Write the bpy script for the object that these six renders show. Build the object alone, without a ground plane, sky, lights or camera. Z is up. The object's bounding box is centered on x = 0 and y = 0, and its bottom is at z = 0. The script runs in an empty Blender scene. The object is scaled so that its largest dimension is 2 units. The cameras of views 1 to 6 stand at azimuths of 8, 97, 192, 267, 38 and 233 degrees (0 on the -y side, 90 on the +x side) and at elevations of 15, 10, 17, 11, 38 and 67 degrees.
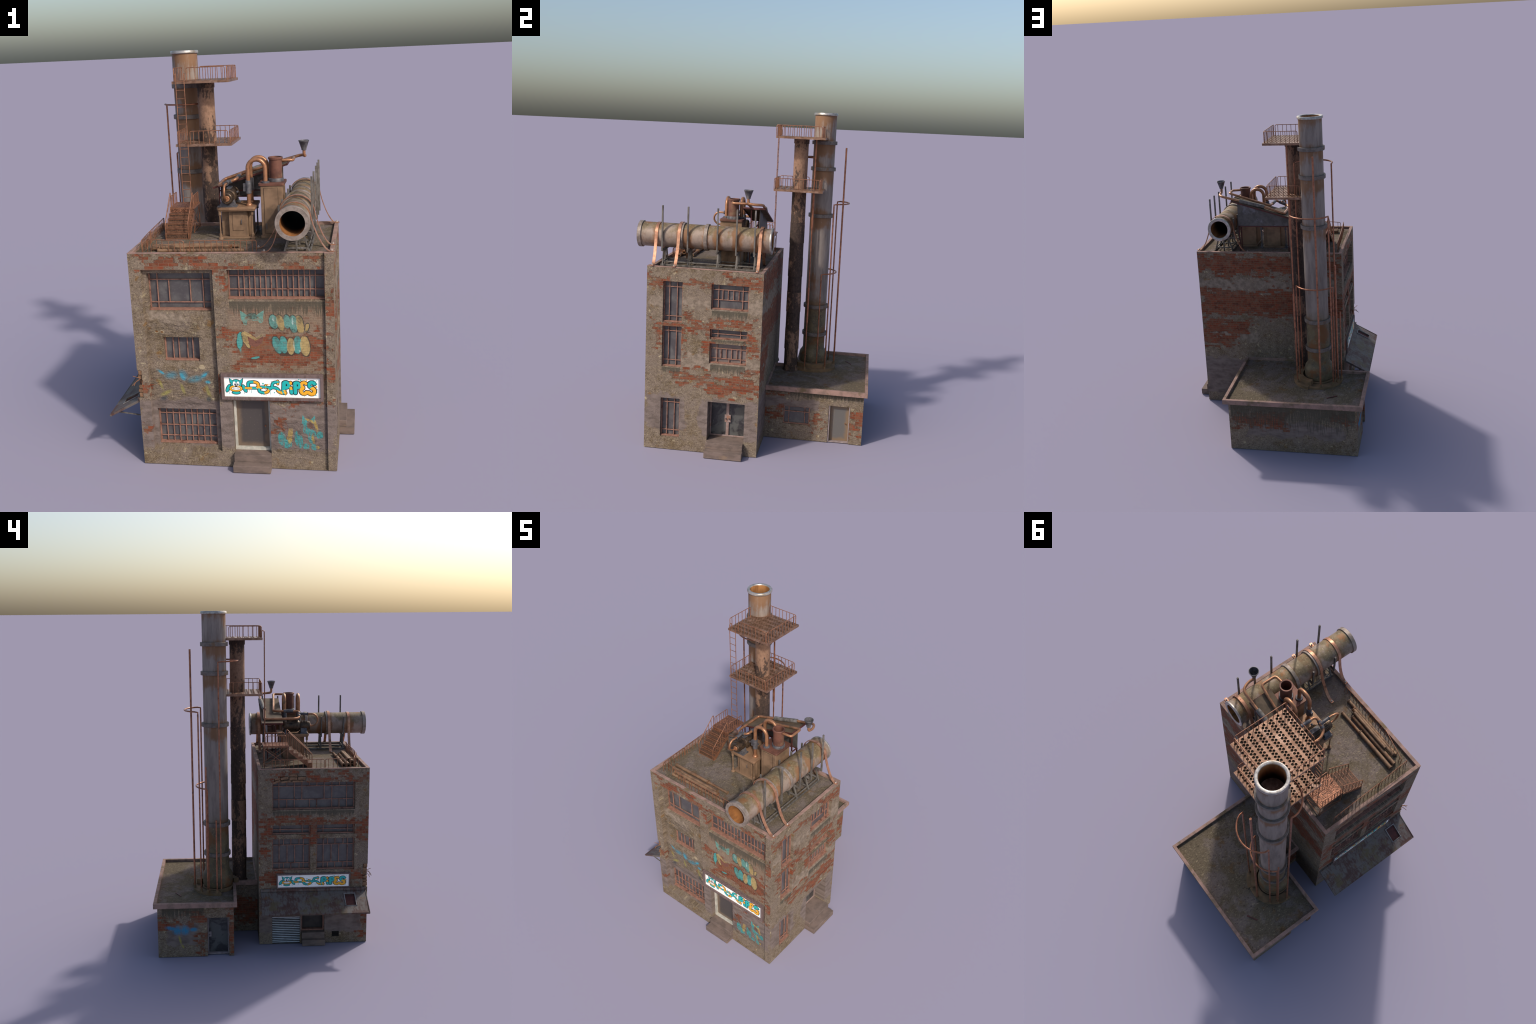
# Derelict brick pipe works: tall building, annex with chimney stacks, roof machinery.
import bpy, bmesh, math, random
from mathutils import Vector, Matrix
RNG = random.Random(7)

# ------------------------------------------------------------------ colours
def C(r, g, b):
    f = lambda v: (v / 255 / 12.92) if v / 255 <= 0.04045 else ((v / 255 + 0.055) / 1.055) ** 2.4
    return (f(r), f(g), f(b), 1.0)

# ------------------------------------------------------------------ shader kit
class Mat:
    def __init__(s, name):
        s.m = bpy.data.materials.new(name); s.m.use_nodes = True
        s.t = s.m.node_tree; s.t.nodes.clear()
        s.out = s.n("ShaderNodeOutputMaterial"); s.b = s.n("ShaderNodeBsdfPrincipled")
        s.l(s.b.outputs[0], s.out.inputs[0])
        s.obj = s.n("ShaderNodeTexCoord").outputs["Object"]
    def n(s, k, **p):
        x = s.t.nodes.new(k)
        for a, v in p.items(): setattr(x, a, v)
        return x
    def l(s, a, b): s.t.links.new(a, b)
    def put(s, sock, v):
        if isinstance(v, bpy.types.NodeSocket): s.l(v, sock)
        else: sock.default_value = v
    def math(s, op, a, b=0.0, c=0.0, clamp=False):
        x = s.n("ShaderNodeMath", operation=op, use_clamp=clamp)
        s.put(x.inputs[0], a); s.put(x.inputs[1], b); s.put(x.inputs[2], c)
        return x.outputs[0]
    def xyz(s, v=None):
        x = s.n("ShaderNodeSeparateXYZ"); s.l(v or s.obj, x.inputs[0]); return x.outputs
    def comb(s, a, b, c=0.0):
        x = s.n("ShaderNodeCombineXYZ")
        for i, v in enumerate((a, b, c)): s.put(x.inputs[i], v)
        return x.outputs[0]
    def mapping(s, v, loc=(0, 0, 0), rot=(0, 0, 0), sc=(1, 1, 1), kind="POINT"):
        x = s.n("ShaderNodeMapping", vector_type=kind); s.l(v, x.inputs[0])
        x.inputs["Location"].default_value = loc; x.inputs["Rotation"].default_value = rot; x.inputs["Scale"].default_value = sc
        return x.outputs[0]
    def noise(s, scale, v=None, detail=5.0, rough=0.6, dist=0.0, col=False):
        x = s.n("ShaderNodeTexNoise"); s.l(v or s.obj, x.inputs["Vector"])
        x.inputs["Scale"].default_value = scale; x.inputs["Detail"].default_value = detail
        x.inputs["Roughness"].default_value = rough; x.inputs["Distortion"].default_value = dist
        return x.outputs["Color" if col else "Fac"]
    def voro(s, scale, v=None, feature="F1", rnd=1.0, out="Distance"):
        x = s.n("ShaderNodeTexVoronoi", feature=feature); s.l(v or s.obj, x.inputs["Vector"])
        x.inputs["Scale"].default_value = scale; x.inputs["Randomness"].default_value = rnd
        return x.outputs[out]
    def ramp(s, v, a, b, lo=0.0, hi=1.0, smooth=True):
        x = s.n("ShaderNodeMapRange", interpolation_type="SMOOTHSTEP" if smooth else "LINEAR")
        s.put(x.inputs[0], v)
        for i, q in zip((1, 2, 3, 4), (a, b, lo, hi)): x.inputs[i].default_value = q
        return x.outputs[0]
    def mix(s, f, a, b, mode="MIX"):
        x = s.n("ShaderNodeMix", data_type="RGBA", blend_type=mode)
        s.put(x.inputs[0], f); s.put(x.inputs[6], a); s.put(x.inputs[7], b)
        return x.outputs[2]
    def bump(s, h, strength=0.5, dist=0.004, prev=None):
        x = s.n("ShaderNodeBump"); s.put(x.inputs["Height"], h)
        x.inputs["Strength"].default_value = strength; x.inputs["Distance"].default_value = dist
        if prev is not None: s.l(prev, x.inputs["Normal"])
        return x.outputs[0]
    def finish(s, col, rough=0.8, metal=0.0, normal=None, spec=0.3):
        s.put(s.b.inputs["Base Color"], col); s.put(s.b.inputs["Roughness"], rough)
        s.put(s.b.inputs["Metallic"], metal); s.b.inputs["Specular IOR Level"].default_value = spec
        if normal is not None: s.l(normal, s.b.inputs["Normal"])
        return s.m
    # soft box in plane coordinates, positive inside
    def rect(s, u, v, r):
        a = s.math("SUBTRACT", (r[1] - r[0]) / 2, s.math("ABSOLUTE", s.math("SUBTRACT", u, (r[0] + r[1]) / 2)))
        b = s.math("SUBTRACT", (r[3] - r[2]) / 2, s.math("ABSOLUTE", s.math("SUBTRACT", v, (r[2] + r[3]) / 2)))
        return s.math("MINIMUM", a, b)
    def union(s, vals, op="MAXIMUM"):
        o = vals[0]
        for x in vals[1:]: o = s.math(op, o, x)
        return o
    # filled ellipse mask value: >0 inside, in plane vector p
    def ell(s, p, cx, cy, rx, ry, rot=0.0):
        q = s.mapping(p, (cx, cy, 0), (0, 0, rot), (rx, ry, 1), "TEXTURE")
        x = s.n("ShaderNodeVectorMath", operation="LENGTH"); s.l(q, x.inputs[0])
        return s.math("SUBTRACT", 1.0, x.outputs["Value"])

PLASTER_A, PLASTER_B, MOSS = C(130, 115, 101), C(103, 90, 77), C(100, 83, 60)
GREY = C(138, 126, 118)

def wall_mat(name, axis, bricks, greys=(), streaks=(), paint=None, rough_zones=(), thin=(), brick_h=0.0150, brick_w=0.042):
    """weathered stucco over brick: bricks/greys/streaks are soft boxes (u0,u1,v0,v1) on the wall"""
    m = Mat(name)
    X, Y, Z = m.xyz()
    u = X if axis == "x" else Y
    v = Z
    p = m.comb(u, v, 0.0)
    nz = m.noise(9.0, p, 4, 0.62)
    nz2 = m.noise(34.0, p, 4, 0.6)
    # stucco
    big = m.noise(5.5, p, 5, 0.6, 0.4)
    mid = m.noise(75.0, m.mapping(p, sc=(1, 1.25, 1)), 5, 0.68)
    base = m.mix(m.ramp(m.math("ADD", m.math("MULTIPLY", nz2, 0.6), m.math("MULTIPLY", nz, 0.4)), 0.36, 0.68), PLASTER_A, PLASTER_B)
    base = m.mix(m.ramp(m.math("ADD", m.math("MULTIPLY", big, 0.7), m.math("MULTIPLY", nz2, 0.3)), 0.46, 0.66, 0, 0.75), base, MOSS)
    base = m.mix(m.ramp(m.noise(8, m.mapping(p, (9, 2, 0)), 4), 0.50, 0.66, 0, 0.7), base, C(122, 108, 98))
    base = m.mix(m.ramp(mid, 0.54, 0.70, 0, 0.5), base, C(152, 134, 104))
    base = m.mix(m.ramp(mid, 0.47, 0.34, 0, 0.6), base, C(70, 57, 42))
    base = m.mix(m.math("MULTIPLY", m.ramp(m.noise(13, m.mapping(p, (3, 5, 0)), 4), 0.60, 0.70), 0.7), base, C(122, 88, 44))
    # pale lichen blots and grit
    blot = m.ramp(m.math("ADD", m.voro(20.0, m.mapping(p, (1.3, 0.4, 0))), m.math("MULTIPLY", m.math("SUBTRACT", mid, 0.5), 0.5)), 0.14, 0.30, 1.0, 0.0)
    blot = m.math("MULTIPLY", blot, m.ramp(m.noise(70, p, 3), 0.45, 0.62))
    blot = m.math("MULTIPLY", blot, m.ramp(m.noise(6, m.mapping(p, (7, 1, 0)), 2), 0.36, 0.52))
    base = m.mix(m.math("MULTIPLY", blot, 0.85), base, C(174, 160, 130))
    grit = m.noise(165.0, p, 3, 0.75)
    base = m.mix(m.ramp(grit, 0.54, 0.68, 0, 0.75), base, C(170, 154, 124))
    base = m.mix(m.ramp(grit, 0.46, 0.32, 0, 0.7), base, C(64, 53, 40))
    # smooth grey render
    if greys:
        g = m.union([m.rect(u, v, r) for r in greys])
        g = m.math("ADD", g, m.math("MULTIPLY", m.math("SUBTRACT", nz, 0.5), 0.16))
        gm = m.ramp(g, -0.006, 0.010)
        gcol = m.mix(m.ramp(m.noise(16, m.mapping(p, sc=(1, 2.2, 1)), 5), 0.35, 0.7), C(126, 112, 105), C(100, 88, 81))
        gcol = m.mix(m.ramp(v, 0.36, 0.46), gcol, m.mix(m.ramp(nz2, 0.35, 0.65), C(142, 127, 112), C(114, 101, 88)))
        base = m.mix(gm, base, gcol)
    # brick
    warp = m.math("MULTIPLY", m.math("SUBTRACT", m.noise(60, p, 2), 0.5), 0.002)
    bp = m.comb(m.math("ADD", u, warp), m.math("ADD", v, warp), 0.0)
    bt = m.n("ShaderNodeTexBrick"); m.l(bp, bt.inputs["Vector"])
    bt.inputs["Scale"].default_value = 1.0; bt.inputs["Brick Width"].default_value = brick_w
    bt.inputs["Row Height"].default_value = brick_h; bt.inputs["Mortar Size"].default_value = 0.0011
    bt.inputs["Mortar Smooth"].default_value = 0.3; bt.inputs["Bias"].default_value = -0.2
    bt.inputs["Color1"].default_value = C(128, 65, 43); bt.inputs["Color2"].default_value = C(100, 54, 38)
    bt.inputs["Mortar"].default_value = C(132, 108, 90)
    row = m.math("FLOOR", m.math("DIVIDE", v, brick_h))
    col = m.math("FLOOR", m.math("ADD", m.math("DIVIDE", u, brick_w), m.math("MULTIPLY", m.math("ADD", row, 1.0), 0.5)))
    wn = m.n("ShaderNodeTexWhiteNoise", noise_dimensions="2D"); m.l(m.comb(row, col), wn.inputs["Vector"])
    b = m.union([m.rect(u, v, r) for r in bricks])
    # render has come off brick by brick: judge the loss at each brick's centre
    cu = m.math("MULTIPLY", m.math("SUBTRACT", m.math("ADD", col, 0.5), m.math("MULTIPLY", m.math("ADD", row, 1.0), 0.5)), brick_w)
    cv = m.math("MULTIPLY", m.math("ADD", row, 0.5), brick_h)
    nq = m.noise(9.0, m.comb(m.math("MULTIPLY", cu, 0.8), m.math("MULTIPLY", cv, 1.7), 0.0), 4, 0.62)
    b = m.math("ADD", b, m.math("ADD", m.math("MULTIPLY", m.math("SUBTRACT", nq, 0.52), 0.20), m.math("MULTIPLY", m.math("SUBTRACT", nz, 0.52), 0.06)))
    b = m.math("ADD", b, m.math("MULTIPLY", m.math("SUBTRACT", wn.outputs["Value"], 0.5), 0.050))
    b = m.math("ADD", b, m.math("MULTIPLY", m.math("SUBTRACT", nz2, 0.5), 0.10))
    bmask = m.ramp(m.math("ADD", b, m.math("MULTIPLY", m.math("SUBTRACT", mid, 0.5), 0.05)), -0.010, 0.014)
    bcol = m.mix(m.ramp(m.noise(42, p, 5, 0.7), 0.42, 0.66, 0, 0.8), bt.outputs["Color"], C(116, 86, 66))
    bcol = m.mix(m.ramp(m.noise(17, m.mapping(p, (6, 6, 0)), 6, 0.7), 0.48, 0.64, 0, 0.6), bcol, C(120, 98, 80))
    bcol = m.mix(m.ramp(wn.outputs["Value"], 0.0, 0.45, 0.45, 0.0), bcol, C(74, 44, 35))
    bcol = m.mix(m.ramp(nz2, 0.46, 0.32, 0, 0.7), bcol, C(78, 46, 36))
    if thin:   # skim coat so thin that the courses show through
        tm = m.union([m.ramp(m.rect(u, v, r), -0.01, 0.03) for r in thin])
        base = m.mix(m.math("MULTIPLY", tm, 0.55), base, C(128, 106, 88))
        base = m.mix(m.math("MULTIPLY", m.math("MULTIPLY", tm, bt.outputs["Fac"]), 0.5), base, C(156, 136, 116))
        base = m.mix(m.math("MULTIPLY", tm, m.ramp(wn.outputs["Value"], 0.55, 1.0, 0, 0.35)), base, C(120, 74, 54))
    out = m.mix(bmask, base, bcol)
    # rain streaks below sills
    if streaks:
        st = m.noise(1.0, m.mapping(p, sc=(150, 9, 1)), 3, 0.55)
        s0 = None
        for (a, c, lo, hi) in streaks:
            w = m.rect(u, v, (a, c, lo - 1.0, hi))
            fall = m.ramp(v, lo, hi, 0.0, 1.0, False)
            k = m.math("MULTIPLY", m.ramp(w, 0.0, 0.004), fall)
            s0 = k if s0 is None else m.math("MAXIMUM", s0, k)
        sm = m.math("MULTIPLY", m.ramp(m.math("ADD", s0, m.math("MULTIPLY", m.math("SUBTRACT", st, 0.5), 1.5)), 0.35, 0.75), m.ramp(s0, 0.0, 0.12))
        out = m.mix(m.math("MULTIPLY", sm, 0.82), out, C(76, 72, 62))
    if paint: out = paint(m, p, u, v, out)
    hgt = m.math("MULTIPLY_ADD", m.noise(85, p, 5, 0.7), 1.0, m.math("MULTIPLY", big, 1.2))
    hb = m.math("MULTIPLY_ADD", bt.outputs["Fac"], -0.5, 0.55)
    h = m.n("ShaderNodeMix", data_type="FLOAT"); m.l(bmask, h.inputs[0]); m.l(hgt, h.inputs[2]); m.l(hb, h.inputs[3])
    nor = m.bump(h.outputs[0], 0.8, 0.005)
    if rough_zones:
        z = m.union([m.ramp(m.rect(u, v, r), -0.02, 0.03) for r in rough_zones])
        rid = m.noise(1.0, m.mapping(p, rot=(0, 0, 0.12), sc=(26, 62, 1)), 5, 0.65, 0.8)
        nor = m.bump(m.math("MULTIPLY", rid, z), 0.9, 0.014, nor)
    return m.finish(out, 0.9, 0.0, nor, 0.15)

def simple(name, c1, c2, scale=30, rough=0.7, metal=0.0, c3=None, bump=0.25, spec=0.3, stretch=(1, 1, 1), t=(0.38, 0.64)):
    m = Mat(name)
    v = m.mapping(m.obj, sc=stretch)
    n1 = m.noise(scale, v, 5, 0.62)
    col = m.mix(m.ramp(n1, *t), c1, c2)
    if c3: col = m.mix(m.ramp(m.noise(scale * 0.45, m.mapping(v, (4, 2, 9)), 5, 0.65), 0.54, 0.68), col, c3)
    return m.finish(col, rough, metal, m.bump(m.noise(scale * 4, v, 4), bump, 0.002), spec)

# ------------------------------------------------------------------ mesh kit
class Geo:
    def __init__(s): s.v, s.f, s.k = [], [], []
    def add(s, vs, fs, k=0):
        o = len(s.v); s.v += [tuple(x) for x in vs]
        s.f += [tuple(i + o for i in f) for f in fs]; s.k += [k] * len(fs)
    def box(s, x0, x1, y0, y1, z0, z1, k=0, mat=None):
        x0, x1 = sorted((x0, x1)); y0, y1 = sorted((y0, y1)); z0, z1 = sorted((z0, z1))
        vs = [Vector((x, y, z)) for z in (z0, z1) for y in (y0, y1) for x in (x0, x1)]
        if mat: vs = [mat @ w for w in vs]
        s.add(vs, [(0, 2, 3, 1), (4, 5, 7, 6), (0, 1, 5, 4), (2, 6, 7, 3), (0, 4, 6, 2), (1, 3, 7, 5)], k)
    def obox(s, c, size, rot=(0, 0, 0), k=0):
        from mathutils import Euler
        M = Matrix.Translation(c) @ Euler(rot).to_matrix().to_4x4()
        a, b, d = (q / 2 for q in size)
        s.box(-a, a, -b, b, -d, d, k, M)
    def bar(s, p0, p1, w, h, k=0, up=(0, 0, 1)):
        p0, p1 = Vector(p0), Vector(p1); d = (p1 - p0); L = d.length; d.normalize()
        up = Vector(up)
        if abs(d.dot(up)) > 0.98: up = Vector((0, 1, 0))
        a = d.cross(up).normalized(); b = a.cross(d).normalized()
        M = Matrix((a, d, b)).transposed().to_4x4(); M.translation = (p0 + p1) / 2
        s.box(-w / 2, w / 2, -L / 2, L / 2, -h / 2, h / 2, k, M)
    def lathe(s, prof, c=(0, 0, 0), axis="z", seg=32, k=0):
        """revolve (radius, height) profile; closed at zero radius"""
        rings = []; vs = []; fs = []
        for r, h in prof:
            ring = []
            for i in range(seg if r > 1e-6 else 1):
                a = 2 * math.pi * i / seg
                q = (r * math.cos(a), r * math.sin(a), h)
                if axis == "y": q = (q[0], q[2], q[1])
                if axis == "x": q = (q[2], q[0], q[1])
                ring.append(len(vs)); vs.append((q[0] + c[0], q[1] + c[1], q[2] + c[2]))
            rings.append(ring)
        for A, B in zip(rings, rings[1:]):
            for i in range(seg):
                j = (i + 1) % seg
                f = [A[i % len(A)], A[j % len(A)], B[j % len(B)], B[i % len(B)]]
                g = []
                for q in f:
                    if q not in g: g.append(q)
                if len(g) > 2: fs.append(tuple(g))
        s.add(vs, fs, k)
    def cyl(s, p0, p1, r, r2=None, seg=16, k=0):
        p0, p1 = Vector(p0), Vector(p1)
        s.sweep([p0, p1], r, seg, k, radii=[r, r if r2 is None else r2])
    def sweep(s, pts, r, seg=12, k=0, closed=False, radii=None, caps=True):
        pts = [Vector(p) for p in pts]; n = len(pts); vs = []; fs = []
        tang = []
        for i in range(n):
            a = pts[(i - 1) % n] if (closed or i) else pts[0]
            b = pts[(i + 1) % n] if (closed or i < n - 1) else pts[-1]
            tang.append((b - a).normalized())
        nv = tang[0].orthogonal().normalized()
        for i in range(n):
            nv = (nv - tang[i] * nv.dot(tang[i])).normalized(); bn = tang[i].cross(nv)
            rr = radii[i] if radii else r
            for j in range(seg):
                a = 2 * math.pi * j / seg
                vs.append(pts[i] + (nv * math.cos(a) + bn * math.sin(a)) * rr)
        for i in range(n if closed else n - 1):
            for j in range(seg):
                q, w = i * seg, ((i + 1) % n) * seg
                fs.append((q + j, q + (j + 1) % seg, w + (j + 1) % seg, w + j))
        if caps and not closed:
            fs.append(tuple(range(seg - 1, -1, -1))); fs.append(tuple((n - 1) * seg + j for j in range(seg)))
        s.add(vs, fs, k)
    def pipe(s, pts, r, bend=0.02, seg=12, k=0, steps=7):
        s.sweep(fillet(pts, bend, steps), r, seg, k)
    def ribbon(s, pts, w, t, side=(0, 1, 0), k=0):
        """flat strap: rectangle swept along pts, width w along side"""
        pts = [Vector(p) for p in pts]; sd = Vector(side); n = len(pts); vs = []; fs = []
        for i in range(n):
            d = (pts[min(i + 1, n - 1)] - pts[max(i - 1, 0)]).normalized(); o = d.cross(sd).normalized()
            for a, b in ((-1, -1), (1, -1), (1, 1), (-1, 1)): vs.append(pts[i] + sd * (a * w / 2) + o * (b * t / 2))
        for i in range(n - 1):
            for j in range(4): fs.append((i * 4 + j, i * 4 + (j + 1) % 4, i * 4 + 4 + (j + 1) % 4, i * 4 + 4 + j))
        fs += [(3, 2, 1, 0), tuple((n - 1) * 4 + j for j in range(4))]
        s.add(vs, fs, k)
    def prism(s, poly, lo, hi, axis="z", k=0):
        """extrude a 2d outline between two levels of an axis"""
        n = len(poly)
        f = {"z": lambda a, b, h: (a, b, h), "y": lambda a, b, h: (a, h, b), "x": lambda a, b, h: (h, a, b)}[axis]
        s.add([f(a, b, lo) for a, b in poly] + [f(a, b, hi) for a, b in poly],
              [tuple(range(n - 1, -1, -1)), tuple(range(n, 2 * n))] + [(i, (i + 1) % n, n + (i + 1) % n, n + i) for i in range(n)], k)

def fillet(pts, bend, steps=7):
    pts = [Vector(p) for p in pts]; out = [pts[0]]
    for i in range(1, len(pts) - 1):
        a, p, b = pts[i - 1], pts[i], pts[i + 1]
        bd = bend[i - 1] if isinstance(bend, (list, tuple)) else bend
        da, db = (a - p), (b - p)
        la = min(bd, da.length * 0.49); lb = min(bd, db.length * 0.49)
        qa, qb = p + da.normalized() * la, p + db.normalized() * lb
        for j in range(steps + 1):
            t = j / steps
            out.append(qa * (1 - t) ** 2 + p * 2 * t * (1 - t) + qb * t * t)
    out.append(pts[-1]); return out

def rrect(x0, x1, y0, y1, r, n=4):
    o = []
    for cx, cy, a0 in ((x1 - r, y1 - r, 0), (x0 + r, y1 - r, 90), (x0 + r, y0 + r, 180), (x1 - r, y0 + r, 270)):
        for i in range(n + 1):
            a = math.radians(a0 + 90 * i / n); o.append((cx + r * math.cos(a), cy + r * math.sin(a)))
    return o

def make(name, geo, mats, parent=None, bevel=0.0, smooth=True, angle=38, recalc=True, weld=False):
    if not isinstance(mats, (list, tuple)): mats = [mats]
    me = bpy.data.meshes.new(name); me.from_pydata(geo.v, [], geo.f)
    for q in mats: me.materials.append(q)
    for p, k in zip(me.polygons, geo.k): p.material_index = k
    if recalc or weld:
        bm = bmesh.new(); bm.from_mesh(me)
        if weld: bmesh.ops.remove_doubles(bm, verts=bm.verts, dist=2e-5)
        bmesh.ops.recalc_face_normals(bm, faces=bm.faces); bm.to_mesh(me); bm.free()
    ob = bpy.data.objects.new(name, me); bpy.context.scene.collection.objects.link(ob)
    if parent: ob.parent = parent
    if smooth:
        me.polygons.foreach_set("use_smooth", [True] * len(me.polygons)); me.set_sharp_from_angle(angle=math.radians(angle))
    if bevel:
        b = ob.modifiers.new("edge", "BEVEL"); b.width = bevel; b.segments = 2; b.limit_method = "ANGLE"; b.angle_limit = math.radians(50)
    return ob

# ------------------------------------------------------------------ the thing
top = bpy.data.objects.new("factory_building", None); bpy.context.scene.collection.objects.link(top)
top["label"] = "derelict brick pipe factory with rusty chimney and roof machinery"
top["category"] = "factory building"

# --- building measures
X0, X1, Y0, Y1, H = -0.431, 0.532, -0.585, 0.072, 1.0865      # main block
AX0, AX1, AY0, AY1 = -0.579, 0.2095, 0.2286, 0.674            # annex
ZF = 1.075                                                     # roof floor

def PT(plane, u, v, d):
    """wall coordinates (u along, v up, d inward) to world"""
    return {"F": (u, Y0 + d, v), "R": (X1 - d, u, v), "L": (X0 + d, u, v), "B": (u, Y1 - d, v),
            "AR": (AX1 - d, u, v), "AL": (AX0 + d, u, v), "AF": (u, AY0 + d, v), "AB": (u, AY1 - d, v)}[plane]

def pbox(g, plane, u0, u1, v0, v1, d0, d1, k=0):
    a, b = PT(plane, u0, v0, d0), PT(plane, u1, v1, d1)
    g.box(a[0], b[0], a[1], b[1], a[2], b[2], k)

def relief(g, plane, outer, zones, k=0, cell=None, cuts=((), ())):
    """wall face with stepped zones (u0,u1,v0,v1,depth); later zones overrule earlier ones"""
    us = sorted({outer[0], outer[1], *cuts[0], *[q for z in zones for q in z[:2]]})
    vs = sorted({outer[2], outer[3], *cuts[1], *[q for z in zones for q in z[2:4]]})
    def depth(u, v):
        d = 0.0
        for z in zones:
            if z[0] < u < z[1] and z[2] < v < z[3]: d = z[4]
        return d
    nu, nv = len(us) - 1, len(vs) - 1
    D = [[depth((us[i] + us[i + 1]) / 2, (vs[j] + vs[j + 1]) / 2) for j in range(nv)] for i in range(nu)]
    for i in range(nu):
        for j in range(nv):
            d = D[i][j]; K = cell((us[i] + us[i + 1]) / 2, (vs[j] + vs[j + 1]) / 2, k) if cell else k
            g.add([PT(plane, us[i], vs[j], d), PT(plane, us[i + 1], vs[j], d), PT(plane, us[i + 1], vs[j + 1], d), PT(plane, us[i], vs[j + 1], d)], [(0, 1, 2, 3)], K)
            if i + 1 < nu and D[i + 1][j] != d:
                e = D[i + 1][j]; U = us[i + 1]
                g.add([PT(plane, U, vs[j], d), PT(plane, U, vs[j], e), PT(plane, U, vs[j + 1], e), PT(plane, U, vs[j + 1], d)], [(0, 1, 2, 3)], K)
            if j + 1 < nv and D[i][j + 1] != d:
                e = D[i][j + 1]; V = vs[j + 1]
                g.add([PT(plane, us[i], V, d), PT(plane, us[i], V, e), PT(plane, us[i + 1], V, e), PT(plane, us[i + 1], V, d)], [(0, 1, 2, 3)], K)

# ------------------------------------------------------------------ materials
TEAL, CREAM, SKY_P, YEL = C(80, 150, 144), C(178, 154, 104), C(74, 136, 152), C(150, 142, 82)

def tri_mask(m, u, v, pts):
    """inside of a convex outline, signed distance style"""
    o = None; n = len(pts)
    area = sum(pts[i][0] * pts[(i + 1) % n][1] - pts[(i + 1) % n][0] * pts[i][1] for i in range(n))
    if area < 0: pts = pts[::-1]
    for i in range(n):
        (a, b), (c, d) = pts[i], pts[(i + 1) % n]; L = math.hypot(c - a, d - b); nx, ny = -(d - b) / L, (c - a) / L
        k = m.math("ADD", m.math("MULTIPLY", u, nx), m.math("MULTIPLY_ADD", v, ny, -(a * nx + b * ny)))
        o = k if o is None else m.math("MINIMUM", o, k)
    return o

def stamp(m, p, shapes, soft=0.12):
    return m.ramp(m.union([m.ell(p, *s) for s in shapes]), 0.0, soft)

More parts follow.
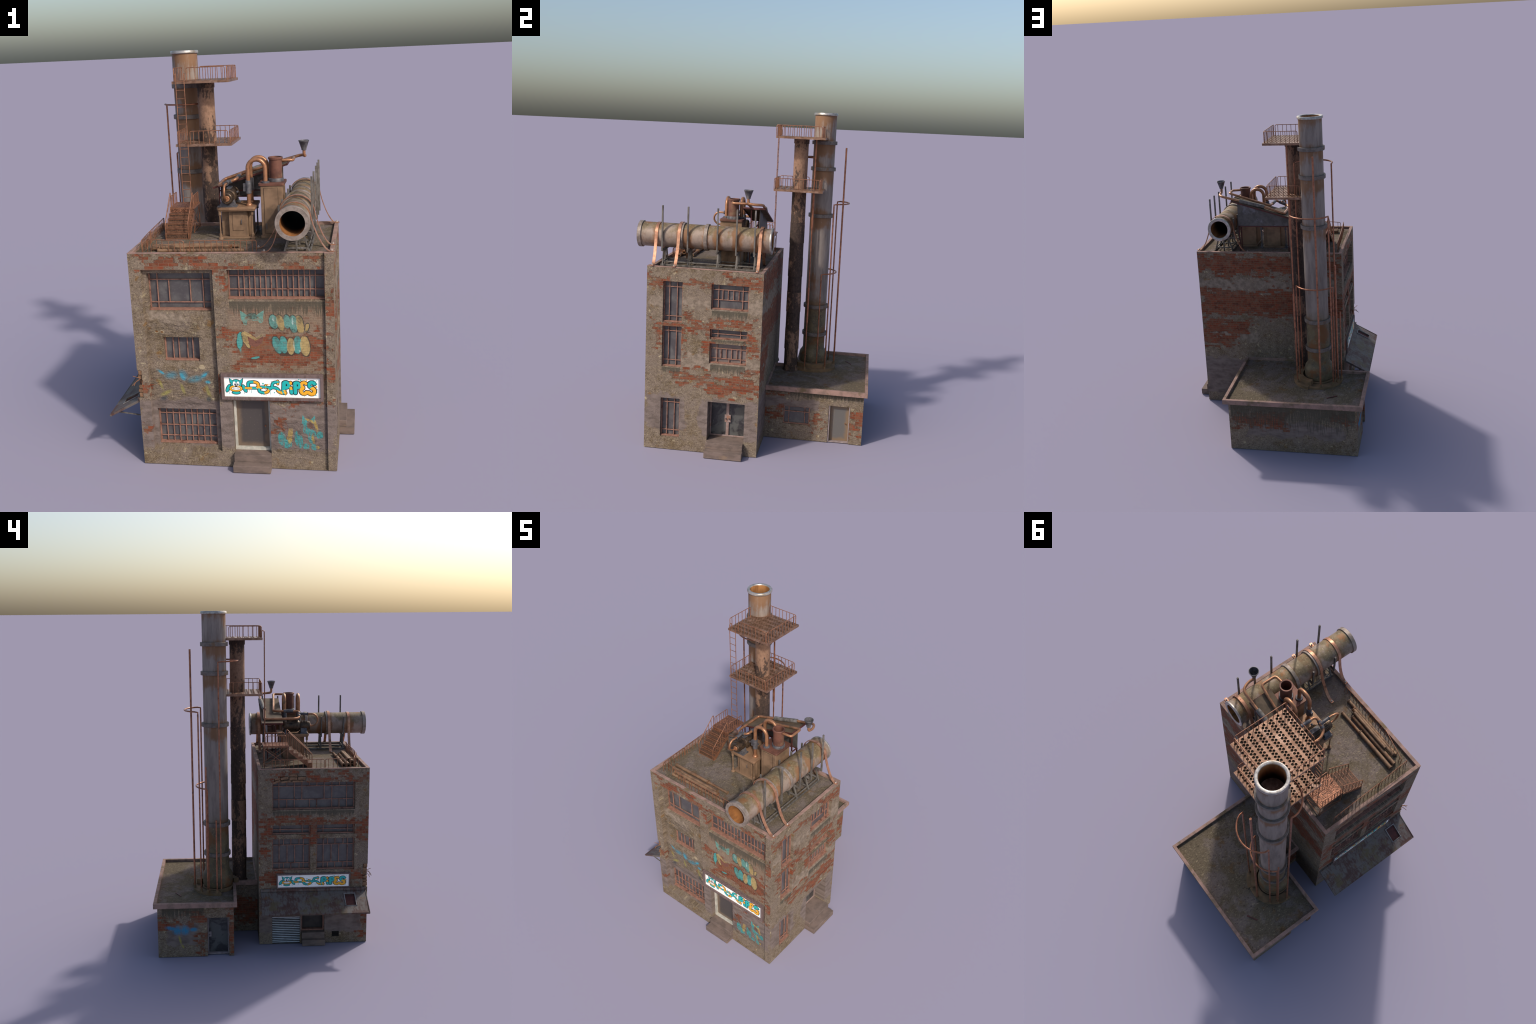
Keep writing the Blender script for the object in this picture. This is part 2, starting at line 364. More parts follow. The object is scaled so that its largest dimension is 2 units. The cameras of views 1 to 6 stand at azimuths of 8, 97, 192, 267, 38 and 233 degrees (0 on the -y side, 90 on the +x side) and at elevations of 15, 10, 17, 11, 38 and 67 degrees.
def paint_front(m, p, u, v, base, part="mural"):
    wob = m.noise(40, p, 3, 0.6, col=True)
    q = m.n("ShaderNodeVectorMath", operation="MULTIPLY_ADD"); m.l(wob, q.inputs[0]); q.inputs[1].default_value = (0.010, 0.010, 0); m.l(p, q.inputs[2])
    pw = m.mapping(q.outputs[0], (-0.005, -0.005, 0))
    wear = m.ramp(m.noise(15, m.mapping(p, (2, 8, 0)), 6, 0.7), 0.36, 0.56)
    wear2 = m.math("MULTIPLY", m.ramp(m.noise(46, m.mapping(p, sc=(1.8, 0.6, 1)), 5, 0.7), 0.34, 0.50), 0.92)
    def lay(base, shapes, col, k, w=None, soft=0.12, src=None):
        f = m.math("MULTIPLY", stamp(m, src or pw, shapes, soft), k)
        if w is not None: f = m.math("MULTIPLY", f, w)
        return m.mix(f, base, col)
    if part == "mural":
        # faded mural on the brick: dark outline, teal, cream
        sx = m.xyz(pw); pu, pv = sx[0], sx[1]
        fade = m.ramp(m.noise(17, m.mapping(p, (1, 3, 0)), 6, 0.72), 0.34, 0.60)
        line = m.math("MULTIPLY", m.ramp(m.noise(30, p, 5, 0.7), 0.32, 0.54), 0.85)
        DKL, TL2, CR2 = C(58, 62, 58), C(98, 148, 138), C(178, 152, 100)
        top_t = [(0.248, 0.757, 0.022, 0.036, 0.15), (0.311, 0.757, 0.018, 0.036, 0.05), (0.341, 0.745, 0.020, 0.046, 0.08)]
        low_t = [(0.262, 0.640, 0.021, 0.046, 0.3), (0.292, 0.643, 0.019, 0.046, 0.1), (0.357, 0.642, 0.021, 0.046, 0)]
        crm = [(0.280, 0.752, 0.018, 0.042, 0.2), (0.371, 0.741, 0.018, 0.050, 0.15), (0.404, 0.729, 0.009, 0.020, -0.2), (0.407, 0.697, 0.012, 0.005, 0.25)]
        low_c = [(0.326, 0.636, 0.020, 0.046, 0), (0.392, 0.637, 0.024, 0.053, 0.1)]
        chip = m.ramp(m.noise(85, m.mapping(p, (2, 2, 0)), 4, 0.7), 0.34, 0.50, 0.35, 1.0)
        fade = m.math("MULTIPLY", fade, chip)
        grow = lambda L, e: [(a, b, c + e, d + e, r) for a, b, c, d, r in L]
        def tris(base, polys, col, k, w=None, e=0.0):
            f = m.ramp(m.union([tri_mask(m, pu, pv, q) for q in polys]), -0.0012 - e, 0.0012 - e)
            f = m.math("MULTIPLY", f, k)
            if w is not None: f = m.math("MULTIPLY", f, w)
            return m.mix(f, base, col)
        cut = m.ramp(pv, 0.700, 0.706)
        cut2 = m.ramp(pv, 0.690, 0.684)
        base = lay(base, grow(top_t + crm, 0.005), DKL, 1.0, m.math("MULTIPLY", line, cut))
        base = lay(base, grow(low_t + low_c, 0.005), DKL, 1.0, m.math("MULTIPLY", line, cut2))
        base = lay(base, [(0.318, 0.600, 0.055, 0.012, 0.1), (0.395, 0.592, 0.020, 0.009, 0)], C(54, 54, 50), 0.75, line)
        base = lay(base, top_t, TL2, 0.85, m.math("MULTIPLY", m.ramp(fade, 0, 1, 0.35, 1), cut))
        base = lay(base, crm, CR2, 0.75, m.math("MULTIPLY", m.ramp(fade, 0, 1, 0.3, 1), cut))
        base = lay(base, low_t, TEAL, 0.92, m.math("MULTIPLY", m.ramp(fade, 0, 1, 0.45, 1), cut2))
        base = lay(base, low_c, CREAM, 0.85, m.math("MULTIPLY", m.ramp(fade, 0, 1, 0.45, 1), cut2))
        base = lay(base, [(0.246, 0.770, 0.006, 0.014, 0.2), (0.337, 0.762, 0.004, 0.020, 0.1), (0.368, 0.612, 0.006, 0.007, 0), (0.340, 0.640, 0.003, 0.024, 0.1)], C(186, 196, 190), 0.6, fade)
        # the face: ears, brow, cheek tuft, lips and grin
        ears = [[(0.090, 0.812), (0.098, 0.762), (0.128, 0.786)], [(0.205, 0.815), (0.168, 0.788), (0.198, 0.760)]]
        brow = [(0.148, 0.784, 0.026, 0.013, 0)]
        base = tris(base, ears, DKL, 1.0, line, -0.003)
        base = lay(base, grow(brow, 0.004), DKL, 1.0, line)
        base = tris(base, ears, C(104, 150, 138), 0.85, m.ramp(fade, 0, 1, 0.5, 1))
        base = lay(base, brow + [(0.112, 0.762, 0.012, 0.026, 0.2), (0.150, 0.768, 0.042, 0.010, 0), (0.188, 0.765, 0.012, 0.018, 0)], C(104, 150, 138), 0.8, fade)
        base = lay(base, [(0.085, 0.662, 0.019, 0.050, -0.12)], DKL, 1.0, line)
        base = lay(base, [(0.085, 0.662, 0.015, 0.046, -0.12)], TEAL, 0.9)
        base = tris(base, [[(0.070, 0.660), (0.096, 0.660), (0.088, 0.585)]], TEAL, 0.75, fade)
        lipw = m.math("MULTIPLY", m.ramp(u, 0.125, 0.195, 1.0, 0.35), m.ramp(fade, 0, 1, 0.45, 1))
        upper = [[(0.104, 0.712), (0.122, 0.703), (0.160, 0.676), (0.158, 0.661), (0.116, 0.686)], [(0.160, 0.676), (0.194, 0.698), (0.198, 0.686), (0.161, 0.661)]]
        cheek = [(0.110, 0.672, 0.014, 0.038, 0.28), (0.122, 0.637, 0.008, 0.016, 0.5)]
        base = lay(base, [(0.160, 0.645, 0.058, 0.034, 0)], C(150, 110, 70), 0.45, lipw, 0.3)
        base = lay(base, grow(cheek, 0.004), DKL, 1.0, line)
        base = tris(base, upper, DKL, 1.0, line, -0.003)
        base = tris(base, [[(0.119, 0.684), (0.158, 0.660), (0.158, 0.629), (0.130, 0.640)], [(0.158, 0.660), (0.196, 0.684), (0.190, 0.650), (0.158, 0.629)]], C(116, 78, 68), 0.9)
        base = tris(base, upper, CREAM, 0.85, lipw)
        base = lay(base, cheek, CREAM, 0.85, lipw)
        base = lay(base, [(0.155, 0.573, 0.026, 0.010, 0.15)], DKL, 0.9, line)
        base = lay(base, [(0.155, 0.575, 0.022, 0.006, 0.15)], TEAL, 0.85)
    elif part == "bay":
        # sprayed remains in the left bay
        w3 = m.math("MULTIPLY", m.ramp(m.noise(34, m.mapping(p, sc=(1.6, 0.8, 1)), 6, 0.75), 0.28, 0.50), 0.95)
        blue = [(-0.318, 0.484, 0.012, 0.036, 0.95), (-0.268, 0.468, 0.050, 0.030, 0.1), (-0.208, 0.470, 0.030, 0.042, 0.5), (-0.105, 0.470, 0.018, 0.042, -0.9), (-0.150, 0.450, 0.060, 0.026, 0.2), (-0.087, 0.435, 0.022, 0.015, 0)]
        base = lay(base, blue, SKY_P, 0.8, w3, 0.9)
        base = lay(base, [(-0.316, 0.484, 0.007, 0.020, 0.95), (-0.212, 0.462, 0.014, 0.026, 0.5), (-0.103, 0.470, 0.008, 0.026, -0.9), (-0.087, 0.435, 0.014, 0.008, 0)], C(72, 156, 178), 0.85, w3, 0.6)
        yl = [(-0.322, 0.418, 0.010, 0.042, 0.35), (-0.300, 0.374, 0.045, 0.015, 0.45), (-0.215, 0.398, 0.013, 0.042, 0.3), (-0.088, 0.384, 0.014, 0.052, 0.25)]
        base = lay(base, yl, YEL, 0.85, w3, 0.8)
        base = lay(base, [(-0.312, 0.345, 0.030, 0.016, 0.5), (-0.088, 0.345, 0.020, 0.020, 0)], C(72, 76, 78), 0.8, None, 0.8)
        # knocked-out pocks and a pale patch of filler
        base = lay(base, [(-0.325, 0.696, 0.016, 0.012, 0), (-0.298, 0.693, 0.015, 0.010, -0.2), (-0.112, 0.513, 0.017, 0.014, 0)], C(172, 156, 128), 0.75, wear, 0.25)
        base = lay(base, [(-0.324, 0.695, 0.009, 0.006, 0), (-0.297, 0.692, 0.009, 0.006, -0.2)], C(112, 74, 38), 0.9, None, 0.4)
    else:
        # tag beside the door
        w4 = m.math("MULTIPLY", m.ramp(m.noise(52, m.mapping(p, sc=(2.4, 0.5, 1)), 5, 0.7), 0.36, 0.54), 0.95)
        base = lay(base, [(0.270, 0.225, 0.010, 0.055, 0.25), (0.292, 0.225, 0.006, 0.035, 0.2)], C(118, 70, 54), 0.7, w4, 0.6)
        sx = m.xyz(pw)
        ears = m.union([tri_mask(m, sx[0], sx[1], q) for q in ([(0.370, 0.286), (0.366, 0.235), (0.394, 0.252)], [(0.430, 0.284), (0.404, 0.256), (0.432, 0.240)])])
        base = m.mix(m.math("MULTIPLY", m.ramp(ears, -0.001, 0.002), m.ramp(w4, 0, 1, 0.45, 0.9)), base, C(64, 148, 146))
        tl = [(0.268, 0.155, 0.022, 0.042, 0.05), (0.292, 0.128, 0.026, 0.026, 0), (0.340, 0.160, 0.012, 0.044, 0.05), (0.356, 0.142, 0.016, 0.040, 0), (0.382, 0.225, 0.012, 0.042, -0.1),
              (0.405, 0.194, 0.036, 0.018, -0.2), (0.390, 0.206, 0.020, 0.020, 0.5), (0.450, 0.180, 0.021, 0.022, 0), (0.430, 0.180, 0.022, 0.009, 0.1), (0.385, 0.118, 0.018, 0.018, 0), (0.422, 0.116, 0.016, 0.020, 0.3), (0.406, 0.160, 0.012, 0.032, 0.2)]
        base = lay(base, tl, C(64, 148, 146), 0.92, w4, 0.25)
        base = lay(base, [(0.405, 0.228, 0.018, 0.020, 0)], C(112, 84, 72), 0.8, None, 0.3)
        ty = [(0.308, 0.172, 0.015, 0.050, -0.12), (0.402, 0.258, 0.024, 0.007, -0.3), (0.434, 0.230, 0.008, 0.042, 0.25), (0.419, 0.160, 0.007, 0.030, 0.1), (0.440, 0.115, 0.010, 0.012, 0.6), (0.420, 0.250, 0.014, 0.010, -0.6)]
        base = lay(base, ty, C(172, 146, 78), 0.88, w4, 0.3)
    return base

def paint_annex(m, p, u, v, base):
    w = m.math("MULTIPLY", m.ramp(m.noise(60, m.mapping(p, sc=(2.2, 0.5, 1)), 5, 0.7), 0.32, 0.50), 0.92)
    b = m.math("MULTIPLY", stamp(m, p, [(0.595, 0.178, 0.050, 0.018, 0.2), (0.560, 0.165, 0.040, 0.040, 0), (0.515, 0.165, 0.040, 0.042, 0), (0.465, 0.168, 0.034, 0.018, 0)], 0.8), w)
    base = m.mix(b, base, C(52, 128, 164))
    y = m.math("MULTIPLY", stamp(m, p, [(0.545, 0.105, 0.010, 0.042, -0.25), (0.530, 0.065, 0.009, 0.020, -0.5)], 0.8), w)
    return m.mix(y, base, C(150, 142, 76))

FRONT_BRICKS = [(-0.38, -0.07, 1.015, 1.075), (-0.05, 0.50, 1.008, 1.024), (-0.035, 0.035, 0.93, 1.01), (0.06, 0.49, 0.530, 0.700), (0.40, 0.46, 1.02, 1.075), (0.49, 0.54, 0.76, 0.93),
     (-0.01, 0.10, 0.665, 0.715), (0.17, 0.49, 0.345, 0.365), (-0.42, -0.39, 0.16, 0.215), (-0.43, -0.39, 0.385, 0.43), (0.235, 0.30, 0.20, 0.27), (0.49, 0.54, 0.48, 0.56), (-0.05, 0.0, 0.39, 0.48)]
FRONT_GREY = [(-0.44, 0.54, 0.10, 0.345), (-0.355, -0.18, 0.745, 0.79)]
M_FRONT = wall_mat("front_wall", "x", FRONT_BRICKS, FRONT_GREY, brick_h=0.0158, brick_w=0.047)
M_MURAL = wall_mat("front_wall_mural", "x", FRONT_BRICKS[1:2] + FRONT_BRICKS[3:4] + FRONT_BRICKS[6:7], (), [(0.04, 0.49, 0.74, 0.858)], lambda *a: paint_front(*a, "mural"), thin=[(0.03, 0.495, 0.50, 0.86)], brick_h=0.0122, brick_w=0.032)
M_BAY = wall_mat("front_wall_bay", "x", FRONT_BRICKS[:1] + FRONT_BRICKS[9:10], FRONT_GREY, (), lambda *a: paint_front(*a, "bay"), [(-0.375, -0.03, 0.31, 0.52), (-0.375, -0.10, 0.66, 0.76)])
M_TAGW = wall_mat("front_wall_tag", "x", FRONT_BRICKS[7:8] + FRONT_BRICKS[10:11], FRONT_GREY[:1], (), lambda *a: paint_front(*a, "tag"), [(0.23, 0.49, 0.09, 0.27)])
M_RIGHT = wall_mat("right_wall", "y",
    [(-0.60, -0.46, 0.965, 1.03), (-0.42, -0.05, 0.985, 1.012), (-0.14, 0.07, 1.00, 1.06), (-0.39, -0.30, 0.755, 0.85), (-0.53, -0.20, 0.735, 0.775), (-0.20, 0.02, 0.745, 0.795), (-0.54, -0.50, 0.60, 0.77), (-0.25, -0.22, 0.60, 0.74),
     (-0.01, 0.05, 0.62, 0.72), (-0.42, 0.07, 0.425, 0.475), (-0.24, 0.08, 0.355, 0.44), (-0.40, -0.37, 0.60, 0.75), (-0.38, -0.25, 0.49, 0.515), (-0.05, 0.06, 0.48, 0.51)],
    [(-0.60, -0.36, 0.12, 0.33), (-0.27, 0.07, 0.09, 0.33), (-0.60, 0.07, 0.86, 0.93), (-0.40, 0.07, 0.50, 0.59)],
    [(-0.22, -0.01, 0.78, 0.858), (-0.505, -0.39, 0.43, 0.502), (-0.22, -0.01, 0.46, 0.54), (-0.22, -0.01, 0.655, 0.688)])
M_LEFT = wall_mat("left_wall", "y",
    [(-0.58, -0.22, 1.00, 1.07), (-0.15, 0.0, 1.05, 1.08), (-0.58, 0.07, 0.735, 0.795), (-0.02, 0.07, 0.66, 0.78), (-0.30, -0.21, 0.66, 0.75), (-0.58, -0.50, 0.64, 0.75), (-0.05, 0.07, 0.36, 0.47), (-0.54, -0.48, 0.38, 0.46), (-0.585, -0.55, 0.04, 0.24), (0.0, 0.07, 0.55, 0.60)],
    [(-0.55, 0.07, 0.07, 0.26)],
    [(-0.50, -0.01, 0.78, 0.838)])
M_BACK = wall_mat("back_wall", "x",
    [(-0.44, 0.54, 0.93, 1.07), (-0.44, 0.54, 0.64, 0.83), (0.20, 0.54, 0.50, 0.62), (0.30, 0.54, 0.42, 0.50)],
    [(0.20, 0.54, 0.06, 0.33), (-0.4, 0.54, 0.83, 0.90), (0.15, 0.54, 0.46, 0.52)])
M_AR = wall_mat("annex_side_wall", "y",
    [(0.05, 0.17, 0.115, 0.19), (0.36, 0.42, 0.05, 0.19), (0.60, 0.68, 0.06, 0.20), (0.05, 0.2, 0.28, 0.31)], [(0.05, 0.40, 0.19, 0.26)],
    [(0.22, 0.68, 0.235, 0.318), (0.05, 0.22, 0.275, 0.318)])
M_AL = wall_mat("annex_front_wall", "y",
    [(0.38, 0.48, 0.20, 0.28), (0.22, 0.26, 0.0, 0.29), (0.38, 0.44, 0.02, 0.15), (0.56, 0.68, 0.17, 0.24), (0.05, 0.23, 0.05, 0.22)], [(0.44, 0.62, 0.08, 0.20)],
    [(0.40, 0.65, 0.18, 0.318)], paint_annex)
M_AB = wall_mat("annex_back_wall", "x", [(-0.53, -0.42, 0.21, 0.29), (-0.16, 0.16, 0.15, 0.26)], [(-0.5, 0.1, 0.10, 0.20)], [(-0.57, 0.20, 0.06, 0.316)])

def roof_mat(name):
    m = Mat(name)
    n1 = m.noise(7, None, 5, 0.6, 0.5); n2 = m.noise(40, None, 5, 0.7)
    col = m.mix(m.ramp(n1, 0.40, 0.58), C(112, 100, 93), C(98, 87, 72))
    col = m.mix(m.ramp(m.noise(11, m.mapping(m.obj, (3, 1, 4)), 4), 0.58, 0.70, 0, 0.7), col, C(104, 78, 48))
    col = m.mix(m.ramp(m.noise(9, m.mapping(m.obj, (8, 1, 2)), 5), 0.55, 0.70, 0, 0.75), col, C(120, 107, 102))
    grit = m.noise(110, m.mapping(m.obj, sc=(1, 0.6, 1)), 5, 0.7, 0.8)
    col = m.mix(m.ramp(grit, 0.54, 0.70, 0, 0.65), col, C(160, 144, 116))
    col = m.mix(m.ramp(grit, 0.46, 0.32, 0, 0.75), col, C(58, 48, 36))
    return m.finish(col, 0.95, 0, m.bump(m.math("ADD", grit, m.math("MULTIPLY", n2, 0.8)), 0.8, 0.006), 0.1)
M_ROOF = roof_mat("roof_gravel")
M_TRIM = simple("coping_concrete", C(152, 122, 111), C(126, 104, 93), 22, 0.85, c3=C(108, 92, 70), spec=0.2)
M_STEP = simple("step_concrete", C(118, 102, 94), C(100, 87, 80), 16, 0.85, c3=C(126, 106, 90), spec=0.2, stretch=(1, 1, 2.5))
M_FRAME = simple("rusty_window_frame", C(146, 107, 91), C(126, 91, 77), 60, 0.6, c3=C(94, 58, 46))
M_COPPER = simple("copper_pipe", C(166, 112, 86), C(138, 92, 70), 45, 0.38, 0.6, c3=C(104, 72, 58), bump=0.1)
M_RAIL = simple("rusty_rail", C(150, 105, 80), C(125, 85, 64), 60, 0.48, 0.35, c3=C(104, 66, 50), bump=0.12)
M_COPPIPE = simple("roof_copper_pipe", C(170, 122, 90), C(146, 102, 74), 40, 0.4, 0.5, c3=C(112, 90, 68), bump=0.1)
M_STRAP = simple("copper_strap_metal", C(186, 138, 110), C(158, 112, 88), 40, 0.36, 0.55, c3=C(120, 84, 66), bump=0.1)  # base colour lightened toward peach for the sun's sheen on the straps
M_STEEL = simple("blue_grey_steel", C(98, 95, 97), C(72, 70, 73), 50, 0.5, 0.25, c3=C(112, 104, 98))
M_WOOD = simple("grey_support_steel", C(112, 106, 100), C(84, 78, 72), 55, 0.7, 0.25, c3=C(136, 130, 126), stretch=(1, 1, 0.4))
M_TAN = simple("tan_sheet_metal", C(140, 112, 88), C(116, 92, 72), 14, 0.6, 0.1, c3=C(102, 84, 66))
M_SLAB = simple("table_top_metal", C(146, 114, 88), C(130, 100, 76), 20, 0.6, 0.2)
M_RED = simple("red_oxide_metal", C(112, 74, 61), C(90, 60, 50), 22, 0.55, 0.2, c3=C(118, 96, 74))
M_DARKRED = simple("dark_red_frame", C(92, 50, 46), C(70, 42, 40), 40, 0.6, 0.2)
M_SHED = simple("shed_sheet", C(96, 92, 90), C(80, 76, 74), 26, 0.6, 0.3, c3=C(118, 116, 122))
M_SHEDROOF = simple("shed_roof_sheet", C(104, 88, 70), C(82, 70, 56), 16, 0.75, 0.1, c3=C(88, 64, 48))
M_MOTOR = simple("motor_casting", C(96, 78, 62), C(66, 55, 47), 50, 0.42, 0.6, c3=C(54, 47, 42))
M_DARK = simple("dark_void", C(40, 34, 30), C(30, 26, 24), 20, 0.9)
M_BOLT = simple("pale_bolt", C(196, 184, 172), C(170, 158, 148), 80, 0.5, 0.4)
M_OLDPIPE = simple("old_loose_pipe", C(132, 104, 80), C(104, 80, 62), 30, 0.65, 0.2, c3=C(124, 78, 48))
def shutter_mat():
    """slats striped by colour: pale on the ribs, dark in the grooves"""
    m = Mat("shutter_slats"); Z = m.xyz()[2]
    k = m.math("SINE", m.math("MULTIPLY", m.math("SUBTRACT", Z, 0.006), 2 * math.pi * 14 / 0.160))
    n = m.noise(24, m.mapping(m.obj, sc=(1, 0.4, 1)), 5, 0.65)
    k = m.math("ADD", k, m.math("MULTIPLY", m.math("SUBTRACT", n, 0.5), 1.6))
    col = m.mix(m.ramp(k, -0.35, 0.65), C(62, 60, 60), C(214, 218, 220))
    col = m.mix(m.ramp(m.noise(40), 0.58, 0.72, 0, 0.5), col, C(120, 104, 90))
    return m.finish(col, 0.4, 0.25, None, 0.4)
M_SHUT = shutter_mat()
M_WHITEF = simple("white_door_frame", C(190, 184, 172), C(162, 160, 150), 30, 0.6)
M_SIGNF = simple("sign_frame_wood", C(112, 94, 90), C(92, 76, 72), 30, 0.7, stretch=(3, 3, 0.6))
M_SIGNW = simple("sign_white", C(250, 248, 244), C(246, 243, 238), 10, 0.5, bump=0.0)
M_BRICKP = simple("loose_brick", C(136, 106, 82), C(112, 84, 62), 40, 0.9, c3=C(128, 72, 50), bump=0.5)
M_WIRE = simple("rebar", C(150, 104, 76), C(110, 78, 58), 60, 0.7, 0.2)
def flat(name, c, rough=0.35): 
    m = Mat(name); return m.finish(c, rough, 0.0, None, 0.4)
M_TEAL, M_ORANGE, M_BLACK, M_WHITE = flat("sign_teal", C(34, 172, 168)), flat("sign_orange", C(232, 168, 44)), flat("sign_black", C(28, 28, 30)), flat("sign_highlight", C(250, 250, 250))

def glass_mat(name, dark, pale, tint, thr=(0.40, 0.70), scale=14):
    m = Mat(name)
    n = m.noise(scale, None, 5, 0.62, 0.6)
    col = m.mix(m.ramp(n, *thr), dark, pale)
    col = m.mix(m.ramp(m.noise(9, m.mapping(m.obj, (3, 6, 2)), 4), 0.60, 0.74, 0, 0.6), col, tint)
    col = m.mix(m.ramp(m.noise(120, None, 3), 0.60, 0.74, 0, 0.35), col, C(120, 118, 114))
    return m.finish(col, m.ramp(n, 0.4, 0.7, 0.28, 0.6), 0.0, None, 0.5)
M_GLASS = glass_mat("dirty_glass", C(74, 70, 71), C(96, 93, 91), C(90, 78, 66))
M_GLASSD = glass_mat("dirty_door_glass", C(50, 48, 50), C(82, 82, 80), C(60, 58, 57), (0.42, 0.56), 14)

def door_mat(name, edge, mid, u0, u1, v0, v1, axis):
    m = Mat(name); X, Y, Z = m.xyz(); u = X if axis == "x" else Y
    d = m.math("ADD", m.rect(u, Z, (u0, u1, v0, v1)), m.math("MULTIPLY", m.math("SUBTRACT", m.noise(30, None, 5), 0.5), 0.03))
    col = m.mix(m.ramp(d, 0.006, 0.030), edge, mid)
    col = m.mix(m.ramp(m.noise(150, None, 3), 0.60, 0.72, 0, 0.3), col, C(140, 128, 112))
    return m.finish(col, 0.5, 0.0, m.bump(m.noise(60), 0.1, 0.001), 0.35)

CX0, CY0 = -0.3035, 0.3190
def rust_metal(name, grey1, grey2, rust, bands, axis, moss=None, metal=0.35):
    """steel tube, rust bleeding from the bands at given stations, streaked along the run of rain"""
    m = Mat(name); X, Y, Z = m.xyz(); s = {"y": Y, "z": Z}[axis]
    st = m.mapping(m.obj, sc=(1, 1, 0.16) if axis == "z" else (1, 0.6, 0.35))
    n = m.noise(32, st, 6, 0.65); n2 = m.noise(8, None, 4, 0.6)
    col = m.mix(m.ramp(n, 0.36, 0.66), grey1, grey2)
    near = None
    for b, w in bands:
        k = m.ramp(m.math("ABSOLUTE", m.math("SUBTRACT", s, b)), 0.004, w, 1.0, 0.0)
        near = k if near is None else m.math("MAXIMUM", near, k)
    r = m.math("ADD", m.math("MULTIPLY", near, 0.62), m.math("ADD", m.math("MULTIPLY", m.math("SUBTRACT", n, 0.5), 1.2), m.math("MULTIPLY", m.math("SUBTRACT", n2, 0.5), 1.5)))
    if axis == "z":   # colour turns more orange-brown toward the +x, -y side
        side = m.math("MULTIPLY", m.math("SUBTRACT", m.math("SUBTRACT", X, Y), CX0 - CY0), 2.0)
        r = m.math("ADD", r, m.math("ADD", side, 0.02))
    rm = m.ramp(r, 0.10, 0.56)
    col = m.mix(m.math("MULTIPLY", rm, 0.8), col, m.mix(n2, rust, C(108, 72, 42)))
    fine = m.noise(110, st, 4, 0.7)
    col = m.mix(m.ramp(fine, 0.62, 0.76, 0, 0.6), col, C(120, 66, 34))
    col = m.mix(m.ramp(fine, 0.36, 0.26, 0, 0.5), col, C(168, 160, 156))
    if moss: col = moss(m, col, X, Y, Z)
    return m.finish(col, m.ramp(rm, 0, 1, 0.62, 0.8), m.ramp(rm, 0, 1, metal, 0.05), m.bump(fine, 0.18, 0.002), 0.35)

COLLARS = (1.812, 1.645, 1.343, 0.740, 0.553)
def soot(m, col, X, Y, Z):
    low = m.ramp(m.math("ADD", Z, m.math("MULTIPLY", m.math("SUBTRACT", m.noise(10), 0.5), 0.25)), 0.66, 0.86, 1.0, 0.0)
    c = m.mix(m.ramp(m.noise(24), 0.4, 0.65), C(104, 92, 68), C(82, 74, 60))
    c = m.mix(m.ramp(m.noise(120, None, 3), 0.58, 0.70, 0, 0.6), c, C(142, 130, 104))
    c = m.mix(m.ramp(m.noise(9, m.mapping(m.obj, (5, 5, 5))), 0.52, 0.66, 0, 0.85), c, C(110, 70, 36))
    return m.mix(low, col, c)
M_CHIM = rust_metal("chimney_steel", C(140, 128, 119), C(114, 103, 96), C(140, 101, 66), [(z - 0.03, 0.10) for z in COLLARS] + [(1.99, 0.10)], "z", soot, 0.05)
M_COLLAR = simple("chimney_collar", C(118, 108, 101), C(94, 86, 80), 40, 0.6, 0.1, c3=C(110, 88, 68))
M_RIM = simple("bright_steel_rim", C(178, 172, 166), C(146, 140, 134), 50, 0.35, 0.6, c3=C(150, 138, 122))
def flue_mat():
    m = Mat("flue_darkened_inside"); Z = m.xyz()[2]
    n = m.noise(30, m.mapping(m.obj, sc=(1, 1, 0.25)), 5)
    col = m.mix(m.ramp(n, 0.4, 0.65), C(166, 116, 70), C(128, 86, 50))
    return m.finish(m.mix(m.ramp(m.math("ADD", Z, m.math("MULTIPLY", m.math("SUBTRACT", n, 0.5), 0.1)), 1.87, 1.99, 1.0, 0.0), col, C(30, 22, 17)), 0.85, 0.0, None, 0.15)  # near-black ramp below the rim paints the shade down the flue
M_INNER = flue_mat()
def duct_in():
    m = Mat("duct_inside_darkened"); Y = m.xyz()[1]
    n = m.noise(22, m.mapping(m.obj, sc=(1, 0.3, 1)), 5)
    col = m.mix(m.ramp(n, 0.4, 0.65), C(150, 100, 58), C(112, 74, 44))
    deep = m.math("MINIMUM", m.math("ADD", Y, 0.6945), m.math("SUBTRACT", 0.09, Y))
    return m.finish(m.mix(m.ramp(deep, 0.02, 0.15), col, C(26, 20, 17)), 0.85, 0.0, None, 0.15)  # lining fades to black away from both mouths, drawing the interior shadow
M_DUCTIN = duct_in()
def mossy(m, col, X, Y, Z):
    up = m.math("ADD", m.math("MULTIPLY", m.math("SUBTRACT", Z, 1.2475), 12.0), m.math("MULTIPLY", m.math("SUBTRACT", m.noise(14, None, 5), 0.5), 3.0))
    c = m.mix(m.ramp(m.noise(40), 0.4, 0.62), C(116, 101, 74), C(96, 82, 58))
    c = m.mix(m.ramp(m.noise(130, None, 3), 0.57, 0.70, 0, 0.6), c, C(172, 158, 124))
    c = m.mix(m.ramp(m.noise(18, m.mapping(m.obj, (3, 3, 3))), 0.56, 0.68, 0, 0.8), c, C(126, 80, 38))
    return m.mix(m.ramp(up, 0.15, 0.9, 0, 0.9), col, c)
M_BIG = rust_metal("roof_duct_steel", C(150, 132, 118), C(126, 110, 98), C(146, 98, 58), [(q, 0.05) for q in (-0.58, -0.435, -0.39, -0.29, -0.219, -0.108, -0.0025, 0.03)], "y", mossy, 0.2)
M_DUCTRIM = simple("duct_flange", C(150, 136, 126), C(122, 110, 100), 40, 0.55, 0.3, c3=C(118, 106, 80))

